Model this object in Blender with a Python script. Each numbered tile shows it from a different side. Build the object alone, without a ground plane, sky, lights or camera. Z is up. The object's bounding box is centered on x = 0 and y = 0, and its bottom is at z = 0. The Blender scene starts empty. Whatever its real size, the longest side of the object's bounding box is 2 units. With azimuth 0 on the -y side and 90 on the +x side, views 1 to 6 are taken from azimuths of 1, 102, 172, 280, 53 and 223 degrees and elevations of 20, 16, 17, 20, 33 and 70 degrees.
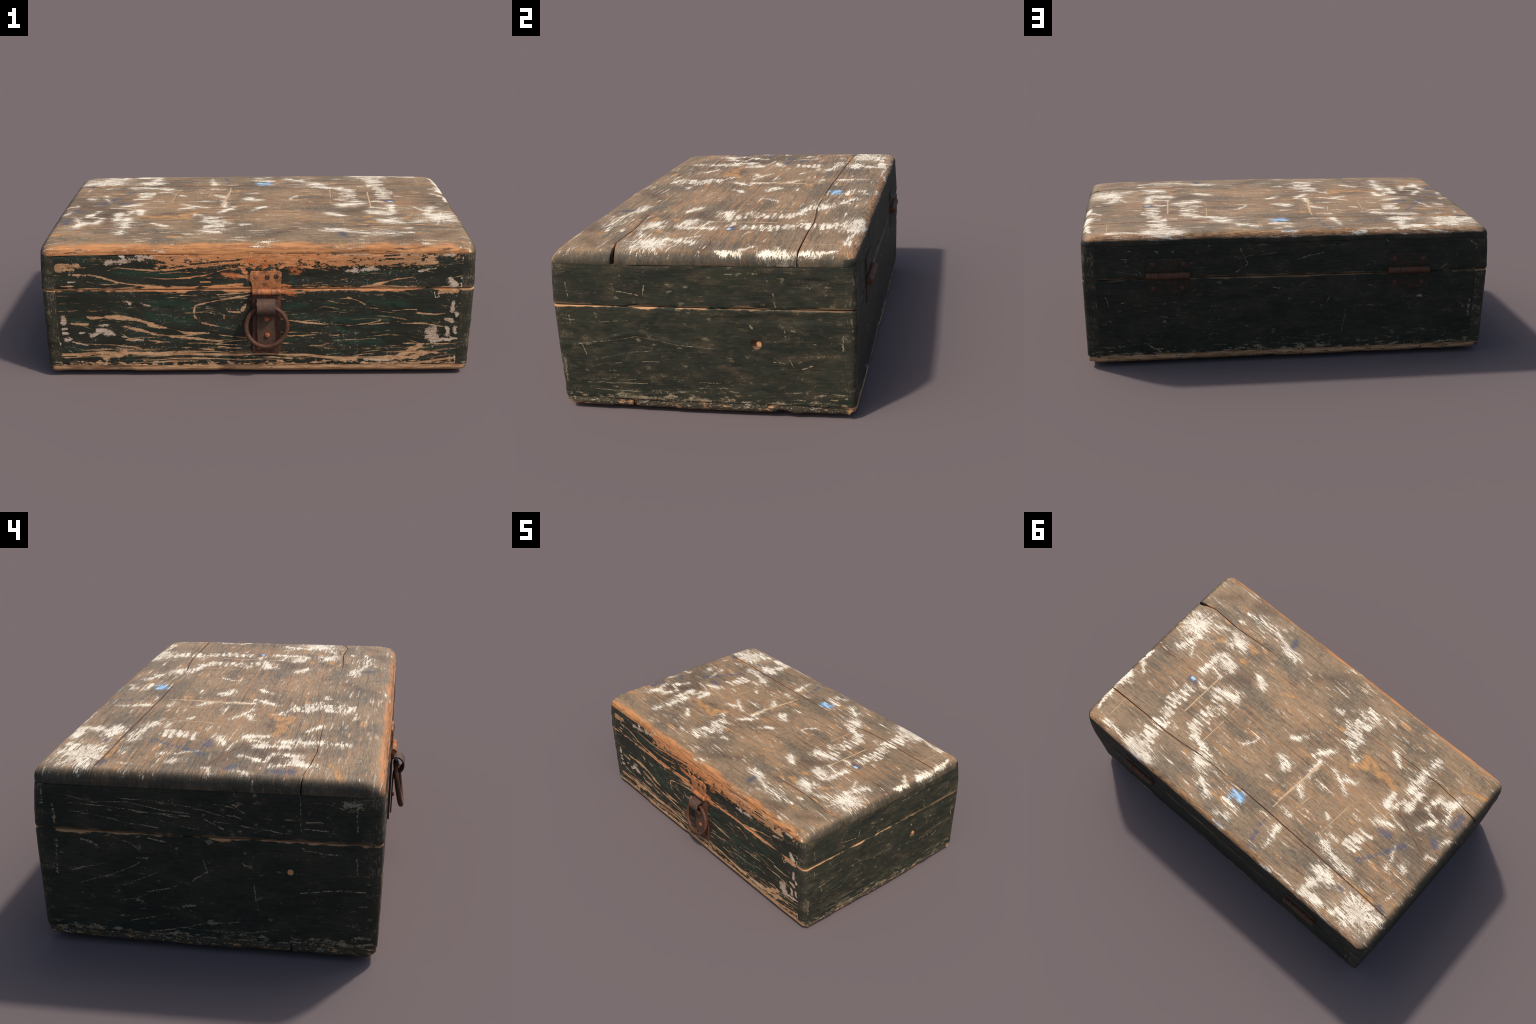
"""Old wooden box with a hinged lid: green-black flaking paint on the sides,
a bare, paint-smeared lid top, a rusty hasp with a pull ring and two hinges.
All woodwork is built in one frame (metres, z up) so that the paint masks,
which are computed in the material nodes, sit on Object coordinates."""
import bpy, bmesh, math, random
import numpy as np
from mathutils import Vector, Matrix

random.seed(7)
RNG = np.random.default_rng(7)

# ------------------------------------------------------------------ sizes
HALF_X = 0.988                    # outer half length of the box
FRONT, BACK = -0.580, 0.612       # outer faces in y
TOP = 0.667
SEAM = 0.442                      # where lid and tray meet
LID_LINE = 0.612                  # under side of the lid's planks
FLOOR_LINE = 0.055                # top of the bottom boards
RIM = 0.013                       # height of the bottom rim above ground
WALL = 0.060                      # thickness of the wall boards

# ------------------------------------------------------- brush strokes, wear
# each: (half width, strength, control points along the stroke)
WHITE_RIGHT = [
    (0.0325, 0.8, [(0.829, -0.145), (0.869, -0.031)]),
    (0.0175, 0.65, [(0.81, -0.077), (0.774, -0.013)]),
    (0.039, 0.7, [(0.929, -0.252), (0.923, -0.203)]),
    (0.0195, 1, [(0.803, -0.254), (0.727, -0.277)]),
    (0.0325, 1.1, [(0.684, -0.273), (0.598, -0.252)]),
    (0.0227, 0.7, [(0.694, -0.221), (0.64, -0.215)]),
    (0.026, 1, [(0.662, -0.122), (0.669, -0.006)]),
    (0.0325, 1, [(0.64, -0.13), (0.56, -0.117)]),
    (0.0227, 0.7, [(0.64, -0.057), (0.571, -0.035)]),
    (0.0357, 0.55, [(0.651, 0.128), (0.656, 0.244), (0.64, 0.311), (0.619, 0.373)]),
    (0.039, 0.6, [(0.608, 0.413), (0.619, 0.482), (0.608, 0.552)]),
    (0.039, 1.3, [(0.67, 0.567), (0.547, 0.575)]),
    (0.0123, 0.75, [(0.651, 0.066), (0.571, 0.068)]),
    (0.0325, 1.1, [(0.519, 0.032), (0.419, -0.004)]),
    (0.0193, 0.75, [(0.451, 0.116), (0.41, 0.109)]),
    (0.0325, 0.55, [(0.467, 0.19), (0.478, 0.27), (0.427, 0.314), (0.346, 0.331)]),
    (0.0422, 0.9, [(0.331, 0.396), (0.276, 0.395)]),
    (0.0175, 0.75, [(0.706, -0.436), (0.652, -0.441)]),
    (0.0158, 0.75, [(0.722, -0.373), (0.7, -0.376)]),
    (0.0357, 0.8, [(0.625, -0.443), (0.5, -0.444), (0.399, -0.415), (0.32, -0.39)]),
    (0.026, 0.9, [(0.402, -0.163), (0.329, -0.124)]),
    (0.0117, 1.2, [(0.968, 0.093), (0.972, 0.181)]),
    (0.0117, 1, [(0.958, 0.179), (0.906, 0.217)]),
    (0.0182, 1.4, [(0.965, 0.269), (0.974, 0.36)]),
    (0.0143, 1.2, [(0.973, 0.38), (0.967, 0.456)]),
    (0.0091, 1, [(0.966, 0.476), (0.949, 0.532)]),
    (0.0088, 0.75, [(0.948, 0.306), (0.911, 0.311)]),
    (0.0158, 0.65, [(0.208, 0.176), (0.18, 0.156), (0.159, 0.098)]),
    (0.0193, 0.65, [(0.864, 0.568), (0.827, 0.566), (0.733, 0.572)]),
    (0.0284, 0.9, [(0.237, 0.485), (0.153, 0.515)]),
]
WHITE_LEFT = [
    (0.0292, 0.8, [(-0.002, 0.093), (-0.057, 0.104)]),
    (0.0292, 0.6, [(-0.16, -0.376), (-0.27, -0.383)]),
    (0.0158, 0.55, [(-0.046, -0.307), (-0.082, -0.318)]),
    (0.0273, 0.9, [(-0.151, -0.279), (-0.26, -0.256)]),
    (0.0193, 0.75, [(-0.233, -0.192), (-0.309, -0.143), (-0.316, -0.178)]),
    (0.0193, 0.65, [(0.028, -0.022), (-0.024, -0.078)]),
    (0.0227, 0.7, [(-0.127, -0.032), (-0.185, -0.111)]),
    (0.0182, 0.9, [(-0.171, -0.022), (-0.177, 0.079)]),
    (0.0175, 0.65, [(-0.251, -0.034), (-0.318, -0.007), (-0.403, 0.032)]),
    (0.0193, 0.75, [(-0.329, -0.026), (-0.398, -0.058)]),
    (0.0105, 0.65, [(-0.227, 0.073), (-0.343, 0.075)]),
    (0.0221, 0.8, [(-0.179, 0.163), (-0.222, 0.191)]),
    (0.0208, 0.8, [(-0.028, 0.104), (-0.052, 0.141)]),
    (0.0247, 0.7, [(-0.212, 0.303), (-0.246, 0.311)]),
    (0.0131, 0.75, [(-0.441, -0.326), (-0.511, -0.282)]),
    (0.0325, 0.6, [(-0.646, -0.439), (-0.642, -0.368)]),
    (0.0357, 1, [(-0.64, -0.338), (-0.631, -0.263)]),
    (0.0273, 1.2, [(-0.644, -0.236), (-0.641, -0.196)]),
    (0.0208, 1.5, [(-0.69, -0.221), (-0.685, -0.131)]),
    (0.0273, 1, [(-0.58, -0.133), (-0.591, -0.067)]),
    (0.022, 0.75, [(-0.653, -0.15), (-0.63, -0.083)]),
    (0.0208, 1.1, [(-0.761, -0.207), (-0.788, -0.269), (-0.842, -0.265), (-0.867, -0.32)]),
    (0.0193, 0.55, [(-0.86, -0.351), (-0.881, -0.351)]),
    (0.0208, 0.8, [(-0.863, -0.26), (-0.882, -0.203)]),
    (0.0182, 0.7, [(-0.842, -0.158), (-0.794, -0.08)]),
    (0.026, 0.8, [(-0.599, 0.037), (-0.676, 0.006)]),
    (0.0131, 0.55, [(-0.646, -0.041), (-0.743, -0.016)]),
    (0.0292, 0.6, [(-0.602, 0.145), (-0.596, 0.241)]),
    (0.0182, 0.9, [(-0.468, 0.253), (-0.516, 0.248)]),
    (0.0325, 1, [(-0.489, 0.308), (-0.53, 0.326), (-0.595, 0.341), (-0.669, 0.338)]),
    (0.0193, 0.75, [(-0.96, -0.125), (-0.934, -0.084)]),
    (0.0211, 0.75, [(-0.964, -0.002), (-0.922, 0.017)]),
    (0.0158, 0.55, [(-0.77, 0.079), (-0.793, 0.149)]),
    (0.0195, 0.7, [(-0.796, 0.173), (-0.808, 0.198)]),
    (0.0273, 0.8, [(-0.859, 0.127), (-0.87, 0.151)]),
    (0.0113, 0.75, [(-0.384, 0.18), (-0.412, 0.187)]),
    (0.0176, 0.9, [(-0.468, 0.311), (-0.51, 0.329)]),
    (0.0347, 1.1, [(-0.55, 0.437), (-0.615, 0.433)]),
    (0.0252, 1, [(-0.59, 0.464), (-0.555, 0.522)]),
    (0.0277, 1.1, [(-0.561, 0.569), (-0.653, 0.566)]),
    (0.017, 0.55, [(-0.623, 0.452), (-0.657, 0.432)]),
    (0.0378, 1, [(-0.788, 0.517), (-0.855, 0.527)]),
    (0.0284, 1, [(-0.847, 0.457), (-0.943, 0.432)]),
    (0.0284, 0.8, [(-0.745, 0.546), (-0.777, 0.474)]),
    (0.0188, 0.45, [(-0.759, 0.342), (-0.823, 0.338)]),
    (0.0136, 0.55, [(-0.911, 0.313), (-0.914, 0.275)]),
    (0.0139, 1.1, [(0.078, 0.468), (-0.015, 0.471)]),
    (0.0252, 0.7, [(0.051, 0.547), (-0.003, 0.537)]),
    (0.0227, 0.8, [(-0.24, 0.402), (-0.259, 0.513)]),
    (0.0176, 0.7, [(-0.182, 0.305), (-0.254, 0.307)]),
    (0.0111, 0.75, [(-0.008, 0.222), (-0.072, 0.222)]),
    (0.0153, 0.75, [(-0.303, 0.601), (-0.369, 0.597)]),
    (0.0111, 0.75, [(-0.393, 0.584), (-0.518, 0.589)]),
    (0.0093, 0.75, [(0.038, 0.6), (-0.038, 0.594)]),
]
BARE_LINES_ON_LID = [
    (0.006, 1, [(-0.734, 0.549), (-0.644, 0.526), (-0.527, 0.508)]),
    (0.0065, 1, [(-0.625, 0.549), (-0.469, 0.531), (-0.306, 0.549)]),
    (0.0056, 1, [(-0.78, 0.518), (-0.715, 0.503), (-0.647, 0.481), (-0.56, 0.467), (-0.429, 0.453)]),
    (0.0034, 1, [(-0.523, 0.502), (-0.427, 0.493), (-0.308, 0.496)]),
    (0.0086, 1, [(-0.845, 0.517), (-0.788, 0.516)]),
    (0.0069, 0.9, [(-0.919, 0.462), (-0.841, 0.46)]),
    (0.0065, 1, [(-0.352, 0.545), (-0.221, 0.554), (-0.108, 0.572)]),
    (0.0052, 1, [(-0.354, 0.495), (-0.244, 0.509), (-0.157, 0.537), (-0.07, 0.551)]),
    (0.0112, 1.2, [(-0.161, 0.514), (-0.048, 0.499)]),
    (0.006, 1, [(-0.355, 0.451), (-0.18, 0.458), (-0.071, 0.467)]),
    (0.0052, 1, [(-0.263, 0.477), (-0.219, 0.479)]),
    (0.0077, 1, [(0.1, 0.545), (0.126, 0.559), (0.191, 0.549)]),
    (0.0065, 1, [(0.204, 0.549), (0.277, 0.539), (0.308, 0.532)]),
    (0.0112, 1, [(0.255, 0.59), (0.373, 0.594)]),
    (0.0069, 1, [(0.104, 0.461), (0.209, 0.459)]),
    (0.0193, 1.1, [(0.328, 0.558), (0.545, 0.566), (0.717, 0.574)]),
    (0.0112, 1, [(0.328, 0.601), (0.569, 0.598)]),
    (0.0112, 1, [(0.696, 0.558), (0.804, 0.563)]),
    (0.012, 1, [(0.76, 0.583), (0.808, 0.573)]),
    (0.0056, 1, [(0.531, 0.458), (0.613, 0.482), (0.703, 0.498)]),
    (0.0052, 0.9, [(0.347, 0.478), (0.408, 0.491)]),
]
BARE_LINES_ON_TRAY = [
    (0.0103, 1.1, [(-0.79, 0.303), (-0.657, 0.304), (-0.569, 0.295)]),
    (0.0112, 1.1, [(-0.569, 0.295), (-0.482, 0.261), (-0.317, 0.22)]),
    (0.006, 1, [(-0.868, 0.273), (-0.793, 0.269)]),
    (0.0077, 1, [(-0.633, 0.259), (-0.545, 0.239), (-0.483, 0.217), (-0.318, 0.193)]),
    (0.0034, 1, [(-0.853, 0.172), (-0.665, 0.162), (-0.554, 0.144)]),
    (0.0138, 1.1, [(-0.849, 0.108), (-0.785, 0.113), (-0.732, 0.103)]),
    (0.0193, 1, [(-0.732, 0.098), (-0.623, 0.117)]),
    (0.0052, 0.9, [(-0.619, 0.191), (-0.319, 0.17)]),
    (0.0112, 1.1, [(0.1, 0.428), (0.209, 0.422)]),
    (0.0039, 0.9, [(-0.357, 0.411), (-0.247, 0.411), (-0.032, 0.426)]),
    (0.0047, 1, [(-0.041, 0.412), (-0.138, 0.395), (-0.226, 0.377), (-0.292, 0.361), (-0.298, 0.321)]),
    (0.0103, 1.1, [(-0.298, 0.311), (-0.277, 0.279), (-0.193, 0.256)]),
    (0.003, 1, [(-0.193, 0.256), (-0.114, 0.238)]),
    (0.0095, 1, [(-0.059, 0.367), (-0.072, 0.339)]),
    (0.0052, 1, [(-0.139, 0.329), (-0.086, 0.327)]),
    (0.012, 1.1, [(-0.161, 0.305), (-0.162, 0.289)]),
    (0.0052, 1, [(0.126, 0.287), (0.215, 0.275), (0.304, 0.264), (0.38, 0.263)]),
    (0.0034, 0.9, [(0.135, 0.205), (0.202, 0.206), (0.269, 0.211)]),
    (0.006, 1, [(0.296, 0.211), (0.367, 0.205)]),
    (0.0052, 1, [(0.13, 0.381), (0.152, 0.384)]),
    (0.0052, 1, [(-0.363, 0.231), (-0.297, 0.22), (-0.23, 0.22)]),
    (0.0034, 1, [(-0.185, 0.212), (-0.056, 0.196)]),
    (0.0056, 1.1, [(-0.364, 0.2), (-0.253, 0.187), (-0.177, 0.181)]),
    (0.003, 1, [(-0.365, 0.173), (-0.187, 0.164), (-0.039, 0.156)]),
    (0.0034, 1, [(-0.366, 0.15), (-0.21, 0.136)]),
    (0.003, 1, [(-0.133, 0.127), (0.136, 0.126)]),
    (0.0047, 1, [(0.023, 0.097), (0.158, 0.09)]),
    (0.0026, 1, [(-0.187, 0.152), (-0.026, 0.136)]),
    (0.0129, 1.1, [(0.833, 0.427), (0.912, 0.419)]),
    (0.0077, 1, [(0.41, 0.396), (0.459, 0.384), (0.49, 0.36)]),
    (0.0056, 1, [(0.482, 0.344), (0.575, 0.339)]),
    (0.0039, 1, [(0.619, 0.328), (0.685, 0.335), (0.729, 0.334)]),
    (0.0043, 1, [(0.73, 0.318), (0.818, 0.31), (0.884, 0.315)]),
    (0.0043, 1, [(0.334, 0.263), (0.432, 0.258), (0.511, 0.269), (0.564, 0.28)]),
    (0.0034, 1, [(0.511, 0.264), (0.577, 0.267), (0.648, 0.276)]),
    (0.0043, 1, [(0.644, 0.268), (0.754, 0.265), (0.857, 0.249)]),
    (0.0056, 1, [(0.524, 0.154), (0.546, 0.152)]),
    (0.0034, 1, [(0.675, 0.163), (0.947, 0.159)]),
    (0.0026, 0.9, [(0.335, 0.182), (0.545, 0.188)]),
    (0.0172, 1, [(0.751, 0.15), (0.655, 0.096)]),
    (0.0193, 1, [(0.753, 0.116), (0.874, 0.115)]),
    (0.0129, 1, [(0.405, 0.082), (0.741, 0.096)]),
    (0.0069, 1, [(0.348, 0.206), (0.371, 0.206)]),
]
LADDER_MAIN = [(0.651, 0.128), (0.656, 0.244), (0.619, 0.373), (0.619, 0.482), (0.608, 0.552)]
LADDER_SIDE = [(0.471, 0.011), (0.462, 0.185), (0.468, 0.28), (0.402, 0.321), (0.33, 0.337), (0.296, 0.404)]
LADDER_LEFT = [(-0.598, 0.13), (-0.596, 0.241)]
LADDER_FRONT = [(-0.217, -0.437), (-0.224, -0.353), (-0.201, -0.283), (-0.247, -0.186)]
PALE_SCRATCHES_ON_TOP = [
    (0.0039, 1.3, [(0.566, -0.029), (0.574, 0.239)]),
    (0.0084, 1.2, [(-0.186, -0.015), (-0.15, 0.283)]),
    (0.0044, 1, [(-0.157, 0.196), (-0.151, 0.332)]),
    (0.0032, 1, [(0.381, 0.313), (0.374, 0.148)]),
    (0.0032, 0.9, [(0.383, 0.005), (0.368, 0.042), (0.373, 0.082)]),
    (0.0032, 0.9, [(-0.636, -0.107), (-0.621, -0.01)]),
    (0.0026, 1, [(-0.45, 0.056), (-0.43, 0.269)]),
    (0.0032, 0.9, [(-0.265, 0.157), (-0.246, 0.258)]),
    (0.0032, 0.8, [(0.871, 0.403), (0.87, 0.523)]),
]
JOINTS_AND_SHAKES = [
    (0.0032, 1.2, [(0.954, 0.399), (0.723, 0.395), (0.567, 0.397), (0.433, 0.388), (0.326, 0.372)]),
    (0.0032, 1.2, [(0.041, 0.369), (-0.169, 0.372), (-0.441, 0.381), (-0.591, 0.384), (-0.738, 0.387), (-0.824, 0.389), (-0.963, 0.397)]),
    (0.0032, 1, [(0.969, -0.31), (0.886, -0.333), (0.782, -0.326), (0.7, -0.322), (0.464, -0.338)]),
    (0.0026, 0.5, [(0.331, -0.261), (0.144, -0.261), (-0.03, -0.272), (-0.304, -0.309), (-0.528, -0.316)]),
    (0.0026, 0.9, [(-0.528, -0.316), (-0.726, -0.337), (-0.863, -0.325), (-0.993, -0.309)]),
    (0.0046, 0.55, [(0.952, 0.037), (0.881, 0.049), (0.806, 0.025), (0.699, 0.036)]),
    (0.0058, 0.6, [(-0.672, -0.073), (-0.745, -0.046), (-0.889, 0.019), (-0.966, 0.032)]),
    (0.0026, 0.7, [(0.07, 0.034), (-0.02, 0.033), (-0.199, 0.031), (-0.324, 0.073)]),
]
LIGHT_BLUE_DABS = [
    (0.0353, 1.1, [(0.052, 0.422), (0.02, 0.412)]),
    (0.0076, 0.5, [(0.033, 0.596), (-0.036, 0.591)]),
    (0.0088, 0.4, [(-0.303, 0.601), (-0.35, 0.595)]),
    (0.0078, 0.9, [(0.685, 0.07), (0.664, 0.067)]),
]
NAVY_DABS = [
    (0.0169, 1.1, [(0.693, 0.083), (0.653, 0.079)]),
    (0.0195, 1.1, [(0.393, -0.463), (0.383, -0.44)]),
    (0.0208, 1.1, [(-0.661, 0.061), (-0.696, 0.062)]),
    (0.0247, 1, [(-0.896, -0.068), (-0.916, -0.059)]),
    (0.0292, 0.9, [(-0.929, -0.272), (-0.927, -0.215)]),
    (0.0227, 0.9, [(-0.174, 0.497), (-0.189, 0.539)]),
    (0.0202, 0.6, [(-0.167, 0.43), (-0.161, 0.453)]),
    (0.0113, 1, [(-0.689, 0.434), (-0.71, 0.434)]),
    (0.0151, 1, [(-0.904, 0.375), (-0.928, 0.384)]),
    (0.0214, 0.6, [(-0.19, 0.574), (-0.238, 0.568)]),
    (0.0214, 0.6, [(-0.798, 0.049), (-0.667, 0.272)]),
]
DARK_STAINS = [
    (0.0553, 1.2, [(0.696, -0.511), (0.614, -0.517)]),
    (0.0617, 1.3, [(-0.707, -0.114), (-0.798, -0.203)]),
    (0.039, 1, [(-0.726, -0.186), (-0.728, -0.281)]),
    (0.039, 0.9, [(0.958, 0.031), (0.887, 0.043)]),
    (0.0585, 0.8, [(0.899, -0.421), (0.816, -0.482)]),
    (0.0715, 0.8, [(0.162, -0.389), (0.052, -0.455)]),
    (0.0455, 0.9, [(-0.43, -0.115), (-0.51, -0.166)]),
    (0.0585, 0.8, [(-0.811, -0.048), (-0.899, 0.01)]),
    (0.0252, 1, [(-0.515, 0.406), (-0.568, 0.377)]),
    (0.0715, 0.8, [(0.524, -0.066), (0.428, -0.119)]),
    (0.0585, 0.7, [(0.775, 0.54), (0.691, 0.526)]),
]
BARE_ON_TOP = [
    (0.026, 1, [(0.662, -0.345), (0.533, -0.351)]),
    (0.0455, 0.9, [(0.759, -0.143), (0.721, -0.208)]),
    (0.0325, 1, [(0.565, -0.291), (0.517, -0.28)]),
    (0.0195, 1, [(0.55, -0.189), (0.507, -0.205)]),
    (0.0221, 1, [(0.448, -0.31), (0.405, -0.326)]),
    (0.0169, 1, [(0.24, -0.192), (0.193, -0.202)]),
    (0.013, 0.9, [(0.826, 0.409), (0.81, 0.405)]),
    (0.0091, 1.1, [(0.933, -0.33), (0.864, -0.33), (0.755, -0.318)]),
    (0.0169, 1, [(0.244, -0.184), (0.184, -0.211)]),
    (0.039, 0.9, [(-0.308, -0.113), (-0.375, -0.181)]),
    (0.039, 0.9, [(-0.342, -0.21), (-0.429, -0.19), (-0.558, -0.161)]),
    (0.0143, 1, [(-0.817, -0.407), (-0.826, -0.406)]),
    (0.0104, 0.9, [(0.162, -0.134), (0.137, -0.126)]),
    (0.0252, 1, [(-0.674, 0.381), (-0.766, 0.38), (-0.851, 0.392)]),
    (0.026, 0.7, [(-0.844, -0.393), (-0.975, -0.442)]),
    (0.0189, 0.7, [(-0.531, 0.119), (-0.502, 0.126)]),
    (0.026, 0.7, [(-0.008, -0.223), (-0.15, -0.238)]),
]
BARE_PATCHES_ON_FRONT = [
    (0.0193, 1.1, [(-0.917, 0.553), (-0.824, 0.564)]),
    (0.0129, 1, [(-0.918, 0.539), (-0.843, 0.541)]),
    (0.0301, 1.1, [(-0.475, 0.603), (-0.304, 0.616)]),
    (0.0112, 0.9, [(-0.686, 0.272), (-0.637, 0.272)]),
    (0.0451, 1.3, [(-0.349, 0.63), (-0.047, 0.622), (0.212, 0.632)]),
    (0.0258, 1.1, [(-0.022, 0.569), (0.16, 0.577)]),
    (0.0172, 1, [(-0.07, 0.537), (-0.04, 0.49)]),
    (0.0258, 0.8, [(-0.351, 0.584), (-0.199, 0.584)]),
    (0.0172, 1.2, [(0.327, 0.64), (0.585, 0.634)]),
    (0.0086, 0.9, [(0.585, 0.627), (0.843, 0.621)]),
]
WHITE_FLAKES_ON_FRONT = [
    (0.0129, 1, [(-0.689, 0.575), (-0.597, 0.581), (-0.54, 0.59)]),
    (0.0086, 1, [(-0.552, 0.608), (-0.479, 0.594)]),
    (0.0086, 1, [(-0.626, 0.611), (-0.613, 0.602)]),
    (0.0052, 1, [(-0.865, 0.48), (-0.839, 0.482)]),
    (0.012, 1.1, [(-0.906, 0.304), (-0.904, 0.27)]),
    (0.0095, 1, [(-0.91, 0.246), (-0.897, 0.248)]),
    (0.0077, 1, [(-0.91, 0.224), (-0.892, 0.227)]),
    (0.0095, 1, [(-0.901, 0.192), (-0.883, 0.192)]),
    (0.0095, 1, [(-0.739, 0.265), (-0.704, 0.265)]),
    (0.0129, 1, [(-0.779, 0.211), (-0.732, 0.24), (-0.688, 0.228)]),
    (0.0086, 1, [(-0.716, 0.216), (-0.676, 0.216)]),
    (0.0065, 1, [(-0.61, 0.387), (-0.591, 0.372)]),
    (0.0069, 0.8, [(-0.543, 0.374), (-0.503, 0.362)]),
    (0.0047, 1, [(-0.574, 0.193), (-0.541, 0.187)]),
    (0.0039, 1, [(-0.636, 0.206), (-0.618, 0.205)]),
    (0.0039, 0.9, [(-0.87, 0.18), (-0.8, 0.162)]),
    (0.0077, 0.9, [(-0.831, 0.226), (-0.813, 0.226)]),
    (0.0112, 0.8, [(-0.944, 0.592), (-0.941, 0.569)]),
    (0.006, 0.9, [(-0.946, 0.49), (-0.938, 0.471)]),
    (0.006, 0.8, [(-0.937, 0.183), (-0.93, 0.168)]),
    (0.012, 0.9, [(0.394, 0.525), (0.537, 0.538)]),
    (0.0047, 1, [(0.646, 0.611), (0.72, 0.603)]),
    (0.0052, 1, [(0.328, 0.608), (0.5, 0.61)]),
    (0.0056, 0.9, [(0.728, 0.525), (0.805, 0.537)]),
    (0.0103, 1, [(0.849, 0.603), (0.883, 0.602)]),
    (0.0189, 1.1, [(0.878, 0.473), (0.893, 0.452)]),
    (0.0039, 1, [(0.925, 0.489), (0.944, 0.496)]),
    (0.0043, 1, [(0.925, 0.466), (0.928, 0.447)]),
    (0.0026, 1, [(0.808, 0.42), (0.813, 0.396), (0.83, 0.401), (0.825, 0.415)]),
    (0.0095, 1.1, [(0.898, 0.367), (0.892, 0.329)]),
    (0.0103, 1, [(0.91, 0.319), (0.915, 0.305)]),
    (0.012, 1, [(0.868, 0.283), (0.891, 0.279)]),
    (0.0112, 1, [(0.875, 0.242), (0.875, 0.203)]),
    (0.0112, 1, [(0.91, 0.242), (0.914, 0.215)]),
    (0.0215, 1.3, [(0.805, 0.228), (0.8, 0.204), (0.821, 0.184)]),
    (0.012, 1, [(0.843, 0.179), (0.883, 0.179)]),
    (0.0069, 1, [(0.892, 0.189), (0.945, 0.184)]),
    (0.0052, 1, [(0.495, 0.082), (0.616, 0.077)]),
    (0.0052, 0.8, [(0.915, 0.095), (0.926, 0.065)]),
    (0.006, 0.7, [(0.931, 0.591), (0.932, 0.554)]),
    (0.0022, 0.9, [(0.531, 0.062), (0.608, 0.042), (0.697, 0.061)]),
]
RUST_BLEED_ON_FRONT = [
    (0.0146, 1.1, [(-0.157, 0.514), (-0.092, 0.504)]),
    (0.012, 1, [(-0.052, 0.583), (-0.013, 0.576)]),
    (0.0095, 1, [(0.009, 0.55), (0.065, 0.571)]),
    (0.0258, 0.9, [(0.03, 0.564), (0.039, 0.573)]),
    (0.0181, 1.1, [(0.147, 0.535), (0.178, 0.526)]),
    (0.0112, 0.9, [(0.104, 0.456), (0.135, 0.456)]),
    (0.0129, 0.9, [(0.104, 0.428), (0.17, 0.418)]),
]
DARK_PAINT_ON_FRONT = [
    (0.0155, 1.1, [(-0.843, 0.601), (-0.726, 0.596), (-0.666, 0.6)]),
    (0.006, 1, [(-0.55, 0.569), (-0.511, 0.571)]),
    (0.006, 1, [(-0.548, 0.604), (-0.509, 0.608)]),
    (0.006, 1, [(-0.715, 0.641), (-0.706, 0.641)]),
    (0.0043, 0.8, [(-0.31, 0.644), (-0.167, 0.643)]),
    (0.0112, 0.7, [(-0.246, 0.616), (-0.168, 0.62)]),
    (0.0077, 0.9, [(-0.308, 0.563), (-0.178, 0.574), (-0.073, 0.587)]),
    (0.0172, 0.9, [(0.533, 0.635), (0.8, 0.638)]),
    (0.0258, 1.1, [(0.82, 0.587), (0.873, 0.568)]),
    (0.0077, 0.9, [(0.462, 0.585), (0.656, 0.583)]),
    (0.0065, 0.9, [(0.554, 0.547), (0.657, 0.56)]),
    (0.0052, 0.9, [(0.569, 0.598), (0.638, 0.602)]),
]
GREEN_TINT_ON_FRONT = [
    (0.0215, 1, [(-0.644, 0.53), (-0.383, 0.515)]),
    (0.0258, 1, [(-0.498, 0.374), (-0.388, 0.378), (-0.313, 0.359)]),
    (0.0258, 1.1, [(-0.51, 0.312), (-0.315, 0.282)]),
    (0.0172, 0.8, [(-0.867, 0.29), (-0.783, 0.284)]),
    (0.0112, 0.8, [(-0.619, 0.196), (-0.351, 0.185)]),
    (0.0172, 0.8, [(-0.334, 0.297), (-0.335, 0.282)]),
    (0.0215, 1, [(-0.176, 0.252), (-0.096, 0.242)]),
    (0.0193, 1, [(0.126, 0.352), (0.214, 0.366)]),
    (0.0193, 1, [(0.17, 0.309), (0.303, 0.279)]),
    (0.0215, 0.9, [(-0.358, 0.369), (-0.307, 0.311)]),
    (0.0172, 0.8, [(0.147, 0.498), (0.169, 0.479)]),
    (0.0215, 1, [(0.507, 0.374), (0.683, 0.363)]),
    (0.0193, 1, [(0.351, 0.288), (0.599, 0.287)]),
    (0.0193, 0.9, [(0.334, 0.24), (0.468, 0.22)]),
    (0.0258, 0.9, [(0.358, 0.181), (0.559, 0.171)]),
    (0.0172, 0.8, [(0.46, 0.515), (0.676, 0.523)]),
    (0.0172, 0.9, [(0.765, 0.15), (0.895, 0.13)]),
]
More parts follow.
